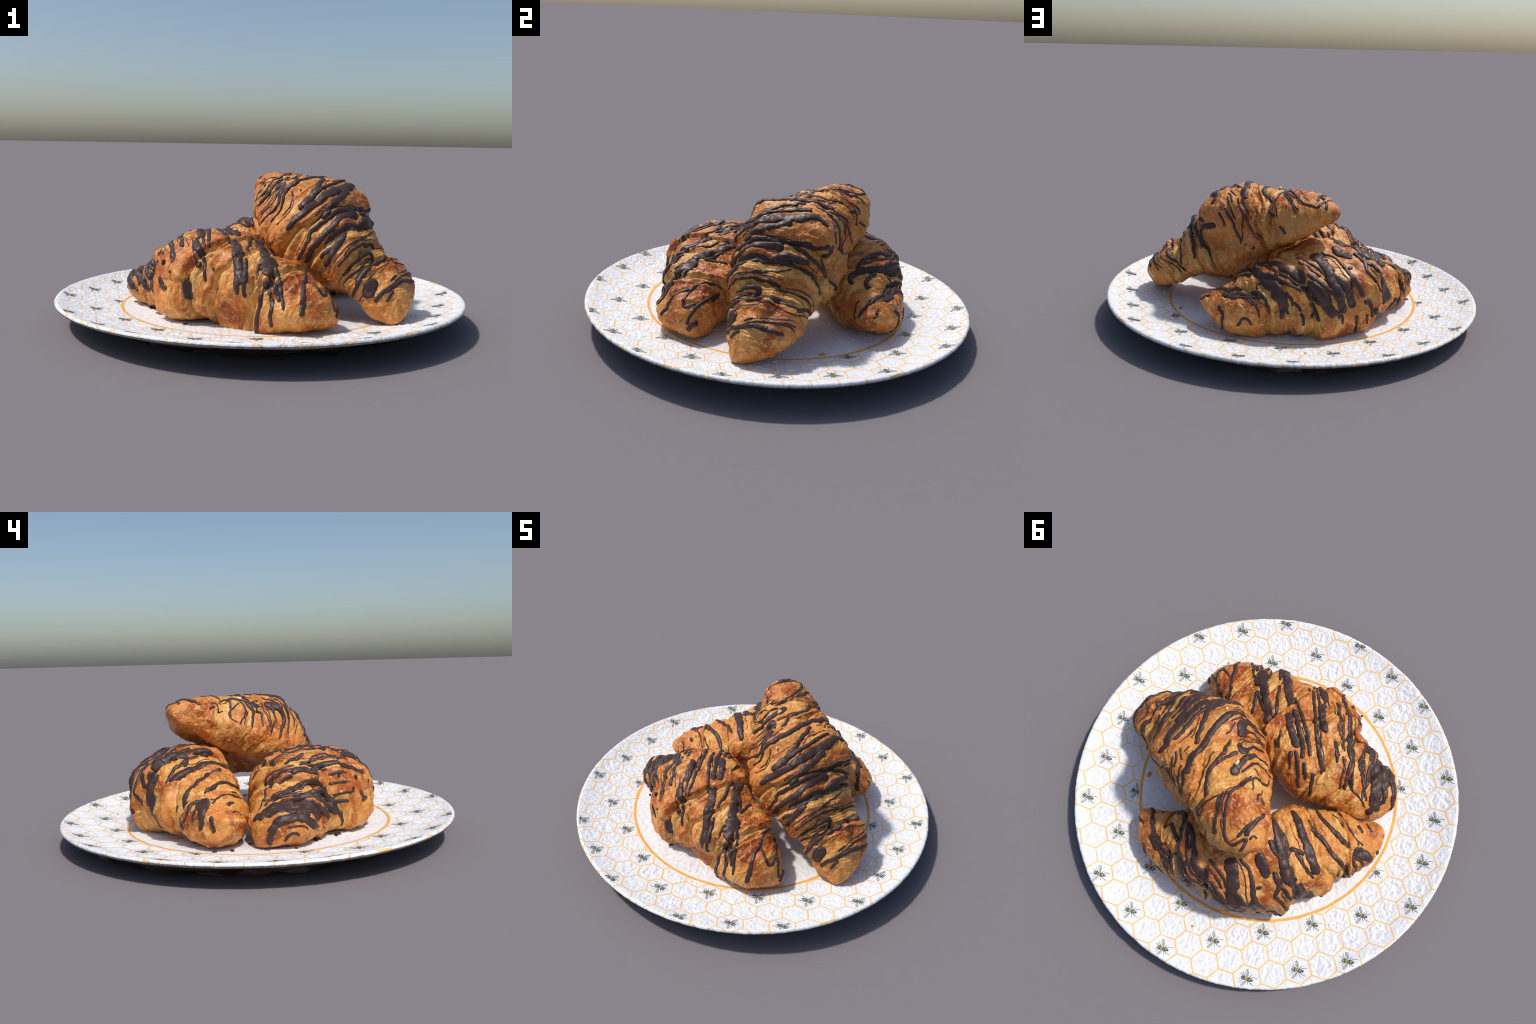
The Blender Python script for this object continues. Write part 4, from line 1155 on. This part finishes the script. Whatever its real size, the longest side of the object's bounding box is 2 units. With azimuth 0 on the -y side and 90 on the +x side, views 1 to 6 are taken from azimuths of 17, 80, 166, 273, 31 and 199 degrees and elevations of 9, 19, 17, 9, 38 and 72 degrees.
    strand([(0.167, 129), (0.200, 131), (0.233, 117), (0.259, 71), (0.274, 52), (0.285, 36), (0.289, 24), (0.293, 14), (0.294, 2), (0.284, -12)], [10, 32, 53, 43, 11]),
    strand([(0.286, 55), (0.302, 44), (0.318, 36), (0.337, 30), (0.351, 23)], [18, 18, 16, 16, 12]),
    strand([(0.290, 57), (0.307, 53)], [18]),
    strand([(0.133, 94), (0.173, 106), (0.217, 91), (0.248, 79)], [14, 19, 17, 14]),
    strand([(0.351, 30), (0.367, 22), (0.379, 12), (0.392, 8), (0.406, 2)], [18, 23, 18, 18, 14]),
    strand([(0.237, 43), (0.241, 54), (0.259, 56)], [9]),
    strand([(0.363, 71), (0.390, 61), (0.410, 50), (0.419, 39)], [12, 12, 11, 7]),
    strand([(0.363, 63), (0.388, 51), (0.410, 37)], [10]),
    strand([(0.264, 108), (0.286, 79), (0.299, 64), (0.316, 50), (0.332, 41), (0.349, 31)], [12, 14, 12, 12, 9]),
    ],
))

FLAP_OUTLINE = [(0.723, 136), (0.693, 129), (0.571, 149), (0.518, 153), (0.489, 153), (0.473, 149), (0.466, 158), (0.471, 167), (0.483, 172), (0.525, 172), (0.590, 171), (0.708, 159)]

# ---- assembly
plate = build_plate()
LOFTS = []
for k, spec in enumerate(CROISSANTS):
    LOFTS.append(build_croissant(spec, k + 1))

# torn flap of browned dough standing off the front croissant
def build_flap(loft, root, local, outline, seed):
    pts = np.array(outline, float)
    pts[:, 1] = np.radians(pts[:, 1])
    loop = np.vstack([pts, pts[:1]])
    n_b, n_r = 96, 22
    edge = spline(loop, np.linspace(0, 1, n_b + 1))[:-1]
    edge[:, 0] += 0.004 * noise(np.stack([np.arange(n_b) * 0.35, np.zeros(n_b), np.full(n_b, seed)], -1))
    mid = pts.mean(0)
    rows, k_out = [], np.linspace(0.02, 1, n_r)
    top = smoothstep(0.3, 0.9, np.cos(edge[:, 1] - pts[:, 1].min()) * 0 + (pts[:, 1].max() - edge[:, 1]) / np.ptp(pts[:, 1]))
    for k in k_out:
        p = mid + (edge - mid) * k
        base, nn = loft.at(loft.Q, p[:, 0], p[:, 1]), loft.at(loft.NQ, p[:, 0], p[:, 1])
        nn /= np.linalg.norm(nn, axis=1, keepdims=True)
        bumpy = 0.003 * noise(base * 22 + seed) + 0.0015 * noise(base * 60)
        lift = 0.007 + bumpy + (0.008 * top - 0.006 * (1 - top)) * k**4
        rows.append(base + nn * lift[:, None])
    for d in (0.003, 0.012):                                   # rounded rim and underside
        rows.append(rows[n_r - 1] - nn * d + 0.02 * (loft.at(loft.Q, *(mid + (edge - mid) * 0.97).T) - loft.at(loft.Q, *edge.T)))
    V = np.concatenate(rows + [[rows[0].mean(0)]])
    j = np.arange(n_b)
    jn = (j + 1) % n_b
    F = np.concatenate([np.stack([i * n_b + j, (i + 1) * n_b + j, (i + 1) * n_b + jn, i * n_b + jn], -1) for i in range(len(rows) - 1)]).tolist()
    F += [[len(V) - 1, int(p), int(q)] for p, q in zip(j, jn)]
    A = V[F[0]]
    if np.dot(np.cross(A[1] - A[0], A[2] - A[0]), nn[0]) < 0:
        F = [f[::-1] for f in F]
    add_mesh("torn_flap", local(V), F, crust_material("browned_flap", seed, 0.0, 0.95), root)


build_flap(*LOFTS[1], FLAP_OUTLINE, 2)
chip = chocolate_material("chocolate_chip", srgb(60, 42, 38), srgb(74, 48, 40))
loft, root, local = LOFTS[1]
for k, (t, a, size) in enumerate([(0.585, 158, 0.022), (0.655, 146, 0.014), (0.63, 165, 0.013), (0.53, 165, 0.010)]):
    p = loft.at(loft.Q, np.array([t]), np.radians([a]))[0] + loft.at(loft.NQ, np.array([t]), np.radians([a]))[0] * 0.010
    chunk("chocolate_chip", np.array([0.8, 0.7, 1.2]) * size, local(p), chip, root, 30 + k)

# chopped nut pieces on the topmost croissant
loft, root, local = LOFTS[0]
nut = plain("chopped_nut", srgb(226, 214, 170), 0.55, 0.3, 0.12, 90)
for k, (t, a, size) in enumerate([(0.718, 118, 0.026), (0.536, 130, 0.014)]):
    p = loft.at(loft.P, np.array([t]), np.radians([a]))[0] + loft.at(loft.NQ, np.array([t]), np.radians([a]))[0] * 0.010
    chunk("nut_piece", np.array([1.0, 0.6, 0.6]) * size, local(p), nut, root, 60 + k)

# flakes of crust and chocolate crumbs that fell on the plate
flake = plain("crust_flake", srgb(206, 150, 66), 0.6, 0.3, 0.15, 80)
crumb = plain("chocolate_crumb", srgb(70, 52, 46), 0.6, 0.3, 0.15, 80)
def drop(name, x, y, size, mat, seed, parent=plate):
    z = plate_height(np.array([x]), np.array([y]))[0]
    chunk(name, (size, size * 0.7, size * 0.28), (x, y, z + size * 0.08), mat, parent, seed)
for k, (x, y, size) in enumerate([(0.626, 0.103, 0.028), (0.133, 0.774, 0.014), (0.340, -0.800, 0.009)]):
    drop("crust_flake", x, y, size, flake, 80 + k)
for k, (x, y, size) in enumerate([(-0.460, -0.297, 0.03), (-0.383, -0.389, 0.02), (-0.364, -0.397, 0.035), (-0.177, -0.541, 0.02), (-0.440, -0.297, 0.03), (-0.593, -0.198, 0.02), (-0.620, 0.160, 0.03), (-0.602, 0.083, 0.025), (-0.504, 0.010, 0.02)]):
    drop("chocolate_crumb", x, y, size, crumb, 120 + k)
